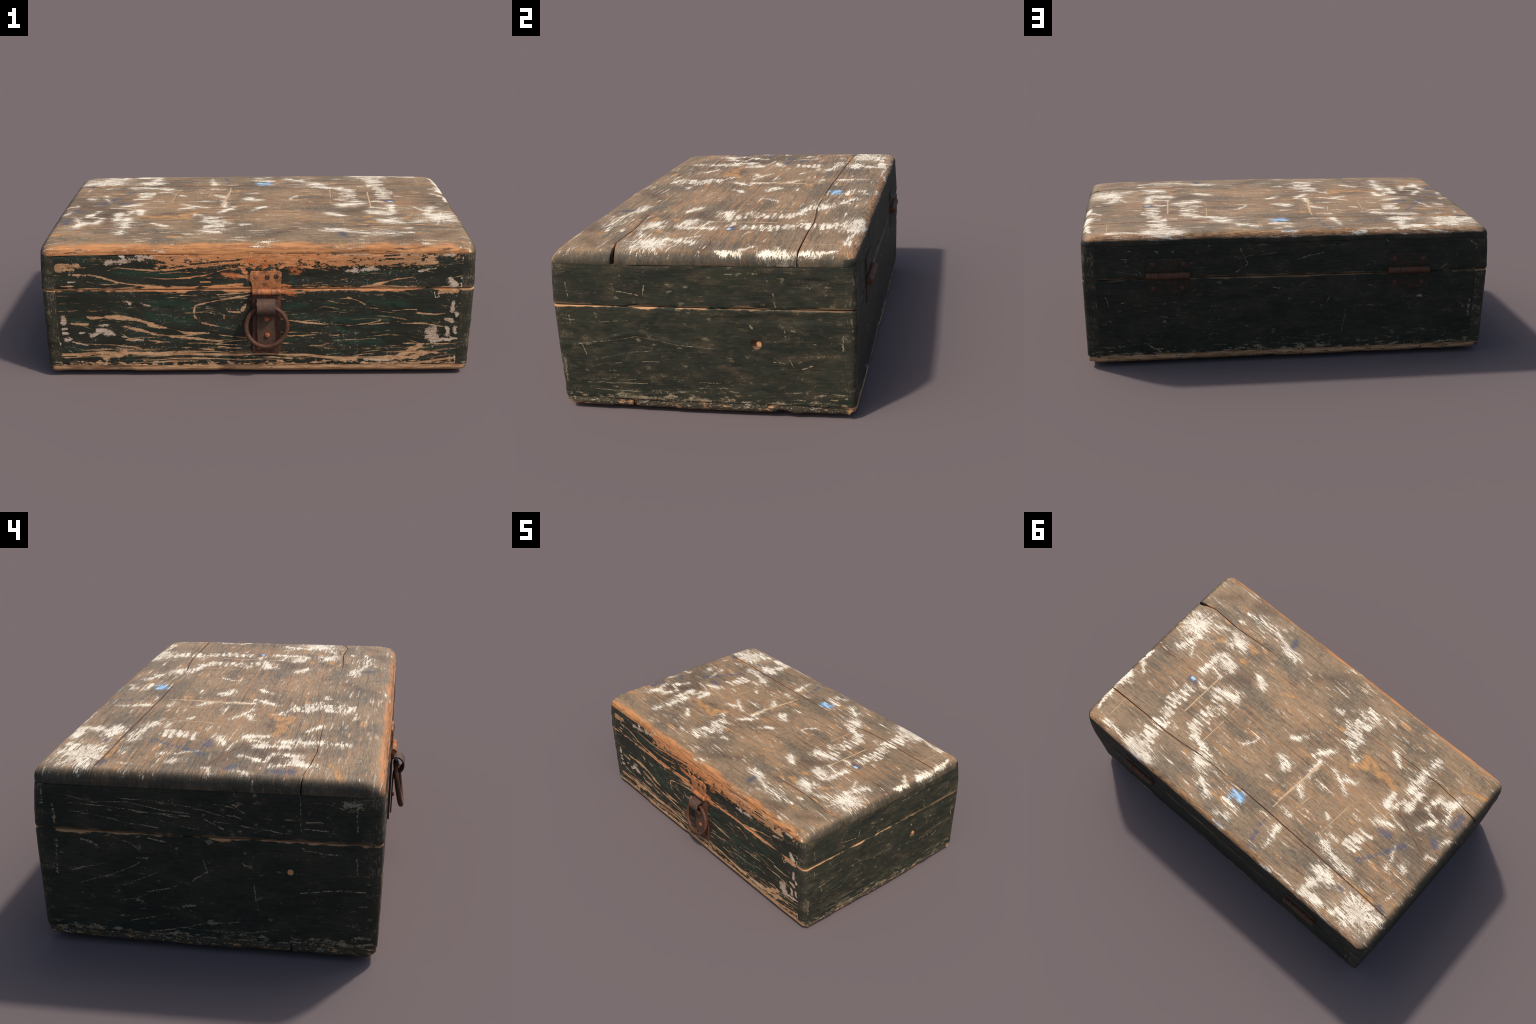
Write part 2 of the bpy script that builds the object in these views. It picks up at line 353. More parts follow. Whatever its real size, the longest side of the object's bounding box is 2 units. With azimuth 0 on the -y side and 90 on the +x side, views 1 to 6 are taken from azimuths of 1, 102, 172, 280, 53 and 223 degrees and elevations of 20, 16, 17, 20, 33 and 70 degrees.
SCRATCHES_ON_RIGHT_END = [
    (0.0038, 1, [(-0.509, 0.534), (-0.506, 0.478)]),
    (0.0038, 1, [(-0.192, 0.526), (-0.197, 0.489)]),
    (0.0034, 1, [(-0.333, 0.514), (-0.298, 0.501), (-0.216, 0.487)]),
    (0.0023, 0.8, [(-0.285, 0.588), (-0.284, 0.547)]),
    (0.003, 1, [(-0.54, 0.397), (-0.508, 0.397), (-0.505, 0.364)]),
    (0.0019, 0.9, [(-0.536, 0.382), (-0.399, 0.373), (-0.265, 0.384)]),
    (0.0046, 1.1, [(-0.498, 0.28), (-0.466, 0.281), (-0.454, 0.238)]),
    (0.0019, 1, [(-0.461, 0.284), (-0.317, 0.303), (-0.241, 0.318), (-0.167, 0.308), (-0.081, 0.29), (0.088, 0.275)]),
    (0.0019, 0.9, [(-0.391, 0.221), (-0.362, 0.23), (-0.284, 0.252), (-0.176, 0.261)]),
    (0.0015, 0.8, [(-0.404, 0.197), (-0.297, 0.21), (-0.156, 0.218)]),
    (0.0015, 0.9, [(-0.459, 0.131), (-0.257, 0.137)]),
    (0.0019, 1, [(-0.46, 0.118), (-0.211, 0.122)]),
    (0.0019, 1, [(-0.434, 0.09), (-0.247, 0.086)]),
    (0.0061, 1, [(-0.547, 0.208), (-0.547, 0.119)]),
    (0.0076, 1, [(-0.336, 0.062), (-0.202, 0.061)]),
    (0.0053, 1, [(-0.169, 0.063), (-0.15, 0.061)]),
    (0.0061, 1, [(0.212, 0.376), (0.218, 0.369)]),
    (0.0034, 1, [(0.297, 0.231), (0.339, 0.226)]),
    (0.0027, 1, [(0.351, 0.252), (0.371, 0.213)]),
    (0.0038, 1, [(0.368, 0.363), (0.381, 0.356)]),
    (0.003, 0.9, [(0.342, 0.362), (0.343, 0.335)]),
    (0.0034, 1, [(0.188, 0.253), (0.205, 0.25)]),
    (0.0027, 1, [(0.305, 0.505), (0.308, 0.469), (0.312, 0.451)]),
    (0.0019, 0.9, [(-0.001, 0.136), (0.082, 0.137)]),
    (0.0027, 0.9, [(-0.002, 0.112), (0.112, 0.116)]),
    (0.0038, 1, [(0.12, 0.103), (0.152, 0.1)]),
    (0.0038, 0.9, [(0.406, 0.205), (0.441, 0.218)]),
    (0.0068, 0.9, [(0.56, 0.342), (0.559, 0.287)]),
    (0.0061, 0.9, [(0.591, 0.414), (0.595, 0.361)]),
    (0.0046, 0.9, [(0.353, 0.102), (0.362, 0.083), (0.41, 0.074)]),
    (0.0053, 0.9, [(0.506, 0.081), (0.567, 0.089)]),
    (0.0034, 1, [(0.278, 0.562), (0.286, 0.549)]),
    (0.0046, 0.8, [(0.127, 0.577), (0.249, 0.582)]),
]
SCRATCHES_ON_BACK = [
    (0.0054, 1, [(0.694, 0.11), (0.619, 0.058)]),
    (0.0072, 1, [(0.676, 0.095), (0.654, 0.084)]),
    (0.004, 1, [(0.245, 0.588), (0.21, 0.513)]),
    (0.0027, 1, [(0.209, 0.506), (0.276, 0.455)]),
    (0.0022, 1, [(0.272, 0.543), (0.152, 0.546), (0.071, 0.558)]),
    (0.0022, 0.8, [(0.74, 0.493), (0.698, 0.45)]),
    (0.0063, 1, [(0.647, 0.577), (0.634, 0.574)]),
    (0.0045, 1, [(0.874, 0.237), (0.861, 0.232)]),
    (0.0045, 0.9, [(0.81, 0.324), (0.795, 0.328)]),
    (0.0022, 0.9, [(0.887, 0.364), (0.871, 0.31)]),
    (0.0036, 0.9, [(0.548, 0.281), (0.533, 0.287)]),
    (0.0027, 0.9, [(0.638, 0.232), (0.628, 0.251), (0.593, 0.245)]),
    (0.004, 1, [(0.096, 0.385), (0.052, 0.377)]),
    (0.0018, 0.8, [(0.826, 0.486), (0.706, 0.459)]),
    (0.0018, 0.8, [(0.82, 0.545), (0.721, 0.538)]),
    (0.0022, 0.8, [(0.194, 0.1), (0.048, 0.091)]),
    (0.0117, 0.8, [(0.931, 0.625), (0.877, 0.61)]),
    (0.009, 0.7, [(0.78, 0.58), (0.763, 0.582)]),
    (0.004, 1, [(-0.019, 0.515), (-0.086, 0.537), (-0.163, 0.551)]),
    (0.0022, 0.9, [(-0.085, 0.581), (-0.216, 0.589)]),
    (0.0027, 0.9, [(-0.278, 0.271), (-0.278, 0.222), (-0.26, 0.134)]),
    (0.0027, 0.8, [(-0.213, 0.126), (-0.201, 0.062)]),
    (0.009, 0.7, [(-0.157, 0.285), (-0.162, 0.27)]),
    (0.0036, 0.9, [(-0.193, 0.322), (-0.184, 0.298)]),
    (0.0045, 0.9, [(-0.472, 0.608), (-0.487, 0.593)]),
    (0.0117, 1.1, [(-0.641, 0.313), (-0.662, 0.312)]),
    (0.0027, 0.9, [(-0.753, 0.455), (-0.785, 0.475)]),
    (0.0054, 0.9, [(-0.778, 0.234), (-0.822, 0.225)]),
    (0.0135, 0.9, [(-0.867, 0.268), (-0.882, 0.253)]),
    (0.0108, 0.8, [(-0.914, 0.286), (-0.911, 0.202)]),
    (0.0072, 1, [(-0.663, 0.142), (-0.683, 0.134)]),
    (0.0063, 0.9, [(-0.665, 0.036), (-0.742, 0.048), (-0.953, 0.039)]),
    (0.018, 0.8, [(-0.889, 0.601), (-0.936, 0.557)]),
    (0.0135, 0.9, [(-0.906, 0.634), (-0.935, 0.619)]),
    (0.0054, 0.8, [(-0.582, 0.05), (-0.616, 0.049)]),
]
SCRATCHES_ON_LEFT_END = [
    (0.0027, 1, [(0.483, 0.542), (0.357, 0.537), (0.225, 0.523), (0.102, 0.509)]),
    (0.0027, 1, [(0.476, 0.512), (0.369, 0.499), (0.28, 0.48), (0.17, 0.468)]),
    (0.0027, 1, [(0.41, 0.548), (0.276, 0.555), (0.145, 0.532), (0.058, 0.523)]),
    (0.0021, 1, [(0.302, 0.568), (0.187, 0.564), (0.057, 0.548), (-0.058, 0.518)]),
    (0.0021, 0.9, [(0.49, 0.567), (0.383, 0.549)]),
    (0.0027, 1, [(0.242, 0.52), (0.163, 0.519), (0.023, 0.513), (-0.053, 0.476)]),
    (0.0021, 0.9, [(0.208, 0.508), (0.103, 0.481), (0.016, 0.465)]),
    (0.0064, 1.1, [(0.444, 0.409), (0.391, 0.388)]),
    (0.0064, 1, [(0.491, 0.286), (0.448, 0.299)]),
    (0.0021, 1, [(0.443, 0.302), (0.363, 0.324)]),
    (0.0027, 1, [(0.462, 0.239), (0.386, 0.266), (0.31, 0.296), (0.24, 0.335)]),
    (0.0064, 1, [(0.248, 0.35), (0.214, 0.352)]),
    (0.0027, 0.9, [(0.334, 0.425), (0.263, 0.401), (0.233, 0.374)]),
    (0.0042, 1, [(0.208, 0.428), (0.142, 0.413)]),
    (0.0042, 1, [(0.02, 0.354), (0.004, 0.312), (0.058, 0.277)]),
    (0.0021, 0.9, [(0.309, 0.242), (0.248, 0.268), (0.179, 0.3)]),
    (0.0032, 1, [(0.228, 0.221), (0.15, 0.238), (0.113, 0.253)]),
    (0.0042, 0.9, [(0.309, 0.182), (0.252, 0.196)]),
    (0.0074, 1, [(0.098, 0.173), (0.053, 0.181)]),
    (0.0064, 1, [(0.258, 0.186), (0.239, 0.182)]),
    (0.0027, 0.9, [(0.286, 0.103), (0.15, 0.139)]),
    (0.0032, 1, [(0.186, 0.07), (0.01, 0.112), (-0.048, 0.119)]),
    (0.0074, 0.8, [(0.52, 0.635), (0.481, 0.618)]),
    (0.0064, 0.8, [(0.111, 0.396), (0.107, 0.386)]),
    (0.0138, 0.7, [(0.537, 0.398), (0.543, 0.275)]),
    (0.0127, 0.7, [(0.575, 0.618), (0.575, 0.53)]),
    (0.0127, 0.7, [(0.539, 0.527), (0.535, 0.466)]),
    (0.0238, 1.1, [(-0.462, 0.581), (-0.495, 0.583)]),
    (0.0032, 1, [(-0.496, 0.557), (-0.497, 0.489)]),
    (0.0048, 1, [(-0.33, 0.513), (-0.385, 0.514)]),
    (0.0032, 1, [(-0.322, 0.488), (-0.402, 0.485)]),
    (0.0064, 1, [(-0.263, 0.519), (-0.297, 0.523)]),
    (0.0064, 1, [(-0.085, 0.561), (-0.107, 0.558)]),
    (0.0037, 0.9, [(-0.025, 0.563), (-0.089, 0.552), (-0.132, 0.534)]),
    (0.0032, 0.9, [(-0.067, 0.524), (-0.136, 0.514)]),
    (0.0032, 0.9, [(-0.024, 0.501), (-0.152, 0.485), (-0.28, 0.469)]),
    (0.0037, 0.9, [(-0.363, 0.585), (-0.446, 0.569)]),
    (0.0042, 1, [(-0.318, 0.419), (-0.386, 0.402), (-0.432, 0.403)]),
    (0.0037, 0.8, [(-0.498, 0.388), (-0.501, 0.323)]),
    (0.0048, 0.9, [(-0.154, 0.28), (-0.158, 0.227), (-0.168, 0.174)]),
    (0.0042, 1, [(-0.388, 0.268), (-0.443, 0.269), (-0.528, 0.268)]),
    (0.0042, 0.9, [(-0.31, 0.252), (-0.388, 0.265)]),
    (0.0032, 0.9, [(-0.508, 0.214), (-0.538, 0.215)]),
    (0.0032, 1, [(-0.012, 0.112), (-0.098, 0.128)]),
    (0.0027, 0.9, [(-0.057, 0.072), (-0.236, 0.107)]),
    (0.0074, 0.8, [(-0.497, 0.16), (-0.515, 0.119)]),
    (0.0127, 0.8, [(-0.49, 0.09), (-0.55, 0.095)]),
    (0.0048, 0.7, [(-0.309, 0.609), (-0.314, 0.478)]),
    (0.0053, 0.8, [(-0.107, 0.358), (-0.129, 0.341)]),
]


# ------------------------------------------------------------------ noise
_PERM = np.arange(256)
np.random.RandomState(11).shuffle(_PERM)
_PERM = np.concatenate([_PERM, _PERM, _PERM])
_VAL = np.random.RandomState(5).uniform(-1, 1, 256)


def vnoise(p):
    """smooth value noise, -1..1, for an (n,3) array"""
    i = np.floor(p).astype(int)
    f = p - i
    f = f * f * (3 - 2 * f)
    i &= 255
    out = 0
    for dx in (0, 1):
        wx = f[:, 0] if dx else 1 - f[:, 0]
        for dy in (0, 1):
            wy = f[:, 1] if dy else 1 - f[:, 1]
            for dz in (0, 1):
                wz = f[:, 2] if dz else 1 - f[:, 2]
                h = _PERM[_PERM[_PERM[(i[:, 0] + dx) & 255] + ((i[:, 1] + dy) & 255)] + ((i[:, 2] + dz) & 255)]
                out = out + wx * wy * wz * _VAL[h]
    return out


def fbm(p, octaves=3):
    a, s, t = 1.0, 0.0, 0.0
    for _ in range(octaves):
        s = s + a * vnoise(p)
        t += a
        p = p * 2.03 + 17.3
        a *= 0.5
    return s / t


def sstep(a, b, x):
    t = np.clip((x - a) / (b - a), 0, 1)
    return t * t * (3 - 2 * t)


# ------------------------------------------------------------- board meshes
def lattice_box(xs, ys, zs):
    """points and quads on the surface of a box lattice"""
    nx, ny, nz = len(xs), len(ys), len(zs)
    on = np.zeros((nx, ny, nz), bool)
    on[[0, -1]] = True
    on[:, [0, -1]] = True
    on[:, :, [0, -1]] = True
    ids = np.full((nx, ny, nz), -1)
    ids[on] = np.arange(on.sum())
    ix, iy, iz = np.nonzero(on)
    pts = np.stack([np.asarray(xs)[ix], np.asarray(ys)[iy], np.asarray(zs)[iz]], 1)
    quads = []

    def side(a, flip):
        q = np.stack([a[:-1, :-1], a[1:, :-1], a[1:, 1:], a[:-1, 1:]], -1).reshape(-1, 4)
        quads.append(q[:, ::-1] if flip else q)
    side(ids[0], True)
    side(ids[-1], False)
    side(ids[:, 0], False)
    side(ids[:, -1], True)
    side(ids[:, :, 0], True)
    side(ids[:, :, -1], False)
    return pts, np.concatenate(quads)


def spaced(a, b, step, ra=0.0, rb=0.0):
    """samples from a to b, crowded in the first ra and last rb where an edge is rounded"""
    lo, hi = a + ra, b - rb
    mid = np.linspace(lo, hi, max(2, int(round((hi - lo) / step)) + 1))
    n = 7
    t = 1 - np.cos(np.linspace(0, math.pi / 2, n))
    head = a + ra * t if ra > 0 else np.array([])
    tail = (b - rb * t)[::-1] if rb > 0 else np.array([])
    return np.unique(np.concatenate([head, mid, tail]).round(6))


def arc(d, r):
    """how far a rounded edge of radius r falls back at distance d from the end"""
    u = np.clip(1 - d / np.maximum(r, 1e-6), 0, 1)
    return r * (1 - np.sqrt(np.maximum(0, 1 - u * u)))


WAVES = [tuple(RNG.uniform(-1, 1, 3) * (5 + 3 * (k // 3))) + (RNG.uniform(0, 6.28),) for k in range(9)]


def bulge(p, part):
    """the crooked, hand-made outline: tapers, bowed boards, sagging corners"""
    x, y, z = p[:, 0].copy(), p[:, 1].copy(), p[:, 2].copy()
    h = np.clip(z / SEAM, 0, 1)
    sx = np.clip(x / HALF_X, -1, 1)
    sy = np.clip((y - 0.016) / 0.596, -1, 1)
    # ends bow outward, and both draw in a little towards the ground
    taper = np.where(sx > 0, 0.008, 0.0045 + 0.0035 * sy)
    x = x + sx * (0.009 * (1 - sy ** 2) - taper * (1 - h)) * np.abs(sx) ** 3
    x = x - 0.005 * (sx < 0) * (1 - sy ** 2) * np.abs(sx) ** 3
    x = x - (sx < 0) * sx * -0.006 * (sy > 0) * sy * np.abs(sx)
    x = x - (sx < 0) * 0.006 * np.clip(-sy, 0, 1) ** 2 * np.abs(sx) ** 3
    # front leans: further out at its left end, drawn in below
    fr = np.clip(-sy, 0, 1) ** 2
    y = y + fr * (0.0064 * sx * np.where(sx < 0, 0.55, 1.0) + (0.008 - 0.004 * sx) * (1 - h) ** 1.5 - 0.004 * (sx > 0) * np.sin(np.pi * np.clip(sx, 0, 1)) * (1 - h))
    y = y + fr * 0.0025 * sx ** 4
    bk = np.clip(sy, 0, 1) ** 2
    y = y + bk * 0.004 * np.clip(-sx, 0, 1) * (1 - h)
    x = x - (sx < 0) * 0.003 * np.clip(sy, 0, 1) ** 2 * (1 - h) * np.abs(sx) ** 3
    y = y - bk * (0.007 * (1 - h) ** 1.5 + 0.002 * sx ** 2 - 0.004 * np.exp(-((z - 0.40) / 0.14) ** 2))
    if part == "lid":
        # the lid is a little crowned: it falls off towards the rim, most at the ends
        z = z - sstep(0.58, 0.65, z) * (0.0006 + 0.007 * np.abs(sx) ** 5 + 0.004 * np.abs(sy) ** 5 + 0.0028 * np.clip(sx, 0, 1))
        out = 0.003 * sstep(0.50, 0.44, z)
        y = y - fr * out
        x = x - (sx < 0) * out * np.abs(sx) ** 8
    q = np.stack([x, y, z], 1)
    low = [0, 0, 0]
    for k, (fx, fy, fz, ph) in enumerate(WAVES):
        low[k % 3] = low[k % 3] + np.sin(x * fx + y * fy + z * fz + ph) / (1 + k // 3)
    q += np.stack(low, 1) * np.array([0.0013, 0.0013, 0.0010])
    return q


def wear(p, kind):
    """dents, chipped edges and grain ridges as a push along the normal (metres)"""
    g = p * np.array([3.0, 40.0, 40.0]) if kind != "end" else p * np.array([40.0, 3.0, 40.0])
    d = 0.0007 * fbm(p * 11, 3) + 0.0005 * fbm(g, 2)
    # small gouges
    n = fbm(p * np.array([14, 14, 20.0]) + 9.0, 2)
    d = d - 0.0022 * sstep(0.45, 0.62, n)
    return d


def make_object(name, verts, faces, mats, mat_of_face=None, smooth=True):
    me = bpy.data.meshes.new(name)
    me.vertices.add(len(verts))
    me.vertices.foreach_set("co", np.asarray(verts, np.float32).ravel())
    faces = np.asarray(faces)
    me.loops.add(faces.size)
    me.loops.foreach_set("vertex_index", faces.ravel().astype(np.int32))
    me.polygons.add(len(faces))
    me.polygons.foreach_set("loop_start", np.arange(0, faces.size, faces.shape[1], dtype=np.int32))
    if mat_of_face is not None:
        me.polygons.foreach_set("material_index", np.asarray(mat_of_face, np.int32))
    me.update(calc_edges=True)
    for m in mats:
        me.materials.append(m)
    me.polygons.foreach_set("use_smooth", np.full(len(faces), smooth))
    if smooth:
        me.set_sharp_from_angle(angle=math.radians(48))
    me.validate()
    ob = bpy.data.objects.new(name, me)
    bpy.context.scene.collection.objects.link(ob)
    return ob


def vertex_normals(verts, faces):
    a, b, c, d = (verts[faces[:, i]] for i in range(4))
    n = np.cross(c - a, d - b)
    out = np.zeros_like(verts)
    for k in range(3):
        for i in range(4):
            out[:, k] += np.bincount(faces[:, i], n[:, k], len(verts))
    return out / np.maximum(np.linalg.norm(out, axis=1, keepdims=True), 1e-12)


def side_inset(p, ztop, zbot, rt, rb, rv):
    """round the outer edges of a box: rt/rb give (front, back, ends) radii, rv the upright corners"""
    x, y, z = p.T.copy()
    wx = np.clip((np.abs(x) - (HALF_X - 0.14)) / 0.14, 0, 1)
    wf = np.clip((-y - (-FRONT - 0.14)) / 0.14, 0, 1)
    wb = np.clip((y - (BACK - 0.14)) / 0.14, 0, 1)
    ix = arc(ztop - z, rt[2]) + arc(z - zbot, rb[2])
    if_ = arc(ztop - z, rt[0]) + arc(z - zbot, rb[0])
    ib = arc(ztop - z, rt[1]) + arc(z - zbot, rb[1])
    # the upright corners are rounded in plan
    r = rv(z)
    dx = HALF_X - np.abs(x)
    cy = arc(dx, r)
    if_ = if_ + cy
    ib = ib + cy
    p = p.copy()
    p[:, 0] = x - np.sign(x) * ix * wx
    p[:, 1] = y + if_ * wf - ib * wb
    return p


def upright_radius(z):
    return 0.024 + 0.026 * sstep(0.50, 0.64, z) + 0.008 * sstep(0.06, 0.02, z)


def gouge(p, centre, radii, depth, axis, sign):
    d = np.sqrt((((p - np.array(centre)) / np.array(radii)) ** 2).sum(1))
    p[:, axis] -= sign * depth * sstep(1.0, 0.75, d)


def wall_frame(name, part, z0, z1, rt, rb, mats):
    """four wall boards, end boards running through to the corners"""
    V, F, M, base = [], [], [], 0
    R = 0.045
    fz = (rb[0] > 0) * max(rb) , (rt[0] > 0) * max(rt)
    zs = spaced(z0, z1, 0.005, max(fz[0], 0.004), max(fz[1], 0.004))
    gap = 0.0002
    xi = HALF_X - WALL
    boards = [
        ("front", spaced(-xi + gap, xi - gap, 0.006), spaced(FRONT, FRONT + WALL, 0.02), 0),
        ("back", spaced(-xi + gap, xi - gap, 0.006), spaced(BACK - WALL, BACK, 0.02), 1),
        ("right", spaced(xi, HALF_X, 0.02, 0, R), spaced(FRONT, BACK, 0.005), 2),
        ("left", spaced(-HALF_X, -xi, 0.02, R, 0), spaced(FRONT, BACK, 0.005), 3),
    ]
    for side, xs, ys, mi in boards:
        p, f = lattice_box(xs, ys, zs)
        p = side_inset(p, z1, z0, rt, rb, upright_radius)
        q = bulge(p, part)
        n = vertex_normals(q, f)
        outer = {"front": -n[:, 1], "back": n[:, 1], "right": np.maximum(n[:, 0], np.abs(n[:, 1]) * (p[:, 0] > xi + .004)),
                 "left": np.maximum(-n[:, 0], np.abs(n[:, 1]) * (p[:, 0] < -xi - .004))}[side]
        kind = "end" if side in ("right", "left") else "long"
        act = outer > 0.15
        pa = p[act]
        w = wear(pa, kind)
        # ragged arrises along the seams
        e = np.minimum(z1 - pa[:, 2], pa[:, 2] - z0)
        w = w - 0.004 * sstep(0.014, 0.0, e) * sstep(0.05, 0.5, fbm(pa * np.array([9, 9, 2.0]) + 4, 3))
        if side == "front" and part == "tray":
            # thick paint has flaked off in stepped scales
            fl = fbm(pa * np.array([16, 16, 26.0]) + 40, 2)
            w = w - 0.0012 * sstep(0.15, 0.25, fl) * sstep(0.75, 0.95, np.abs(pa[:, 0]) + 0.25 * (pa[:, 2] < .12))
        q[act] += n[act] * (w * sstep(0.2, 0.6, outer[act]))[:, None]
        if side == "right" and part == "tray":
            gouge(q, (q[:, 0].max(), 0.232, 0.301), (0.05, 0.021, 0.019), 0.016, 0, 1)
            ridge = 0.285 + 0.055 * np.exp(-((p[:, 1] + 0.24) / 0.14) ** 2)
            q[:, 0] += 0.003 * sstep(-0.035, 0.0, p[:, 2] - ridge) * sstep(0.004, -0.004, p[:, 2] - ridge) * sstep(0.05, -0.1, p[:, 1]) * (p[:, 0] > xi + .01)
            ridge = 0.385 + 0.03 * (p[:, 1] - 0.35)
            q[:, 0] -= 0.004 * sstep(0.03, 0.0, np.abs(p[:, 2] - ridge - 0.02)) * sstep(0.15, 0.3, p[:, 1]) * sstep(0.56, 0.45, p[:, 1]) * (p[:, 0] > xi + .01)
        if side == "back" and part == "tray":
            gouge(q, (-0.60, q[:, 1].max(), 0.292), (0.014, 0.05, 0.012), 0.006, 1, 1)
        V.append(q)
        F.append(f + base)
        mf = np.full(len(f), mi)
        M.append(mf)
        base += len(q)
    return make_object(name, np.concatenate(V), np.concatenate(F), mats, np.concatenate(M))


def along(points):
    px, py = zip(*sorted(points))
    return lambda x: np.interp(x, px, py)


FRONT_CRACK = along([(-1, -0.309), (-0.86, -0.325), (-0.72, -0.337), (-0.3, -0.33), (0.2, -0.336), (0.46, -0.338), (0.7, -0.322), (0.88, -0.333), (1, -0.310)])
BACK_CRACK = along([(-1, 0.399), (-0.82, 0.389), (-0.6, 0.384), (-0.17, 0.372), (0.04, 0.369), (0.33, 0.372), (0.57, 0.397), (0.72, 0.395), (1, 0.399)])


def front_gap(x):
    return 0.0003 + 0.0008 * sstep(0.3, 0.7, np.abs(x)) + 0.0075 * sstep(0.93, 0.985, x) + 0.0012 * sstep(0.90, 0.985, -x)


def back_gap(x):
    return 0.0008 + 0.0012 * np.clip(fbm(np.stack([x * 4, x * 0 + 2.2, x * 0], 1), 2), 0, 1) + 0.0012 * sstep(0.7, 0.98, x)


RT_TOP = (0.050, 0.036, 0.046)


def lid_plank(name, lo, hi, glo, ghi, mats):
    """one lengthwise plank of the lid top between the curves lo(x) and hi(x)"""
    rA = 0.03 if lo is None else 0.004
    rB = 0.03 if hi is None else 0.004
    xs = spaced(-HALF_X, HALF_X, 0.006, 0.045, 0.045)
    a = FRONT if lo is None else -0.325
    b = BACK if hi is None else 0.385
    ys = spaced(a, b, 0.005, 0 if lo is None else rA, 0 if hi is None else rB)
    zs = spaced(LID_LINE + 0.0004, TOP, 0.012, 0.0012, 0.05)
    p, f = lattice_box(xs, ys, zs)
    t = (p[:, 1] - a) / (b - a)
    x = p[:, 0]
    y0 = np.full(len(x), FRONT) if lo is None else lo(x) + glo(x)
    y1 = np.full(len(x), BACK) if hi is None else hi(x) - ghi(x)
    y = y0 + t * (y1 - y0)
    # small arrises on the crack side
    drop = np.zeros(len(x))
    if lo is not None:
        drop += arc(np.clip(y - y0, 0, 1), 0.0008 + 0.5 * glo(x) + 0.0015 * sstep(.6, .9, np.abs(x)))
    if hi is not None:
        drop += arc(np.clip(y1 - y, 0, 1), 0.0008 + 0.5 * ghi(x) + 0.0015 * sstep(.6, .9, np.abs(x)))
    p[:, 1] = y
    p = side_inset(p, TOP, LID_LINE + 0.0004, RT_TOP, (0.0012, 0.0012, 0.0012), upright_radius)
    top = sstep(0.64, 0.662, p[:, 2])
    p[:, 2] -= drop * top
    q = bulge(p, "lid")
    n = vertex_normals(q, f)
    act = n[:, 2] > -0.3
    w = np.zeros(len(p))
    w[act] = wear(p[act], "long")
    # worn, wavy front arris and the shallow hollow over the hasp
    w = w - 0.003 * sstep(0.09, 0.0, p[:, 1] - FRONT) * (0.5 + fbm(p * 5 + 77, 2))
    if lo is not None and hi is not None:
        # fine shake in the middle plank near both ends
        line = 0.038 + 0.02 * np.sin(p[:, 0] * 9)
        w = w - 0.0022 * sstep(0.006, 0.0, np.abs(p[:, 1] - line)) * sstep(0.66, 0.8, np.abs(p[:, 0]))
        # knot at the left end
        r = np.hypot((p[:, 0] + 0.78) / 1.6, p[:, 1] + 0.17)
        w = w - 0.0022 * np.exp(-(r / 0.05) ** 2) + 0.0012 * np.sin(r * 160) * np.exp(-(r / 0.09) ** 2)
    if hi is not None and lo is not None:
        # spike of dried paint dabs at the right rim is left to colour; a nail dent in the white splash
        gouge(q, (0.889, -0.188, q[:, 2].max()), (0.008, 0.005, 0.05), 0.003, 2, 1)
    q = q + n * w[:, None]
    return make_object(name, q, f, mats)


def bottom_board(name, y0, y1, mats):
    xs = spaced(-HALF_X + 0.004, HALF_X - 0.004, 0.008, 0.045, 0.045)
    ys = spaced(y0, y1, 0.006, 0.006, 0.006)
    zs = spaced(RIM, FLOOR_LINE - 0.001, 0.006, 0.022, 0.003)
    p, f = lattice_box(xs, ys, zs)
    d = np.minimum(p[:, 1] - y0, y1 - p[:, 1])
    p0 = p.copy()
    p = side_inset(p, FLOOR_LINE, RIM, (0.002, 0.002, 0.003), (0.024, 0.020, 0.022), upright_radius)
    low = sstep(0.045, 0.02, p0[:, 2])
    # broken arris at the ends near the joint, and nibbled patches
    p[:, 2] += low * arc(np.maximum(d, 0), 0.006) * 0.8
    q = bulge(p, "tray")
    n = vertex_normals(q, f)
    w = wear(p, "long") - 0.004 * sstep(0.0, 0.5, fbm(p * np.array([6, 6, 3.0]) + 21, 3))
    q = q + n * w[:, None]
    # bite out of the right end's lower edge
    q[:, 2] += low * 0.012 * np.exp(-((q[:, 1] - 0.315) / 0.03) ** 2) * sstep(0.9, 0.97, q[:, 0])
    # boards bow down between the rims and carry the box
    u = np.clip(np.abs(p0[:, 0]) / HALF_X, 0, 1)
    v = np.clip(np.abs((p0[:, 1] - 0.016) / 0.596), 0, 1)
    q[:, 2] -= low * RIM * sstep(1.0, 0.75, u) * sstep(1.0, 0.8, v)
    return make_object(name, q, f, mats)


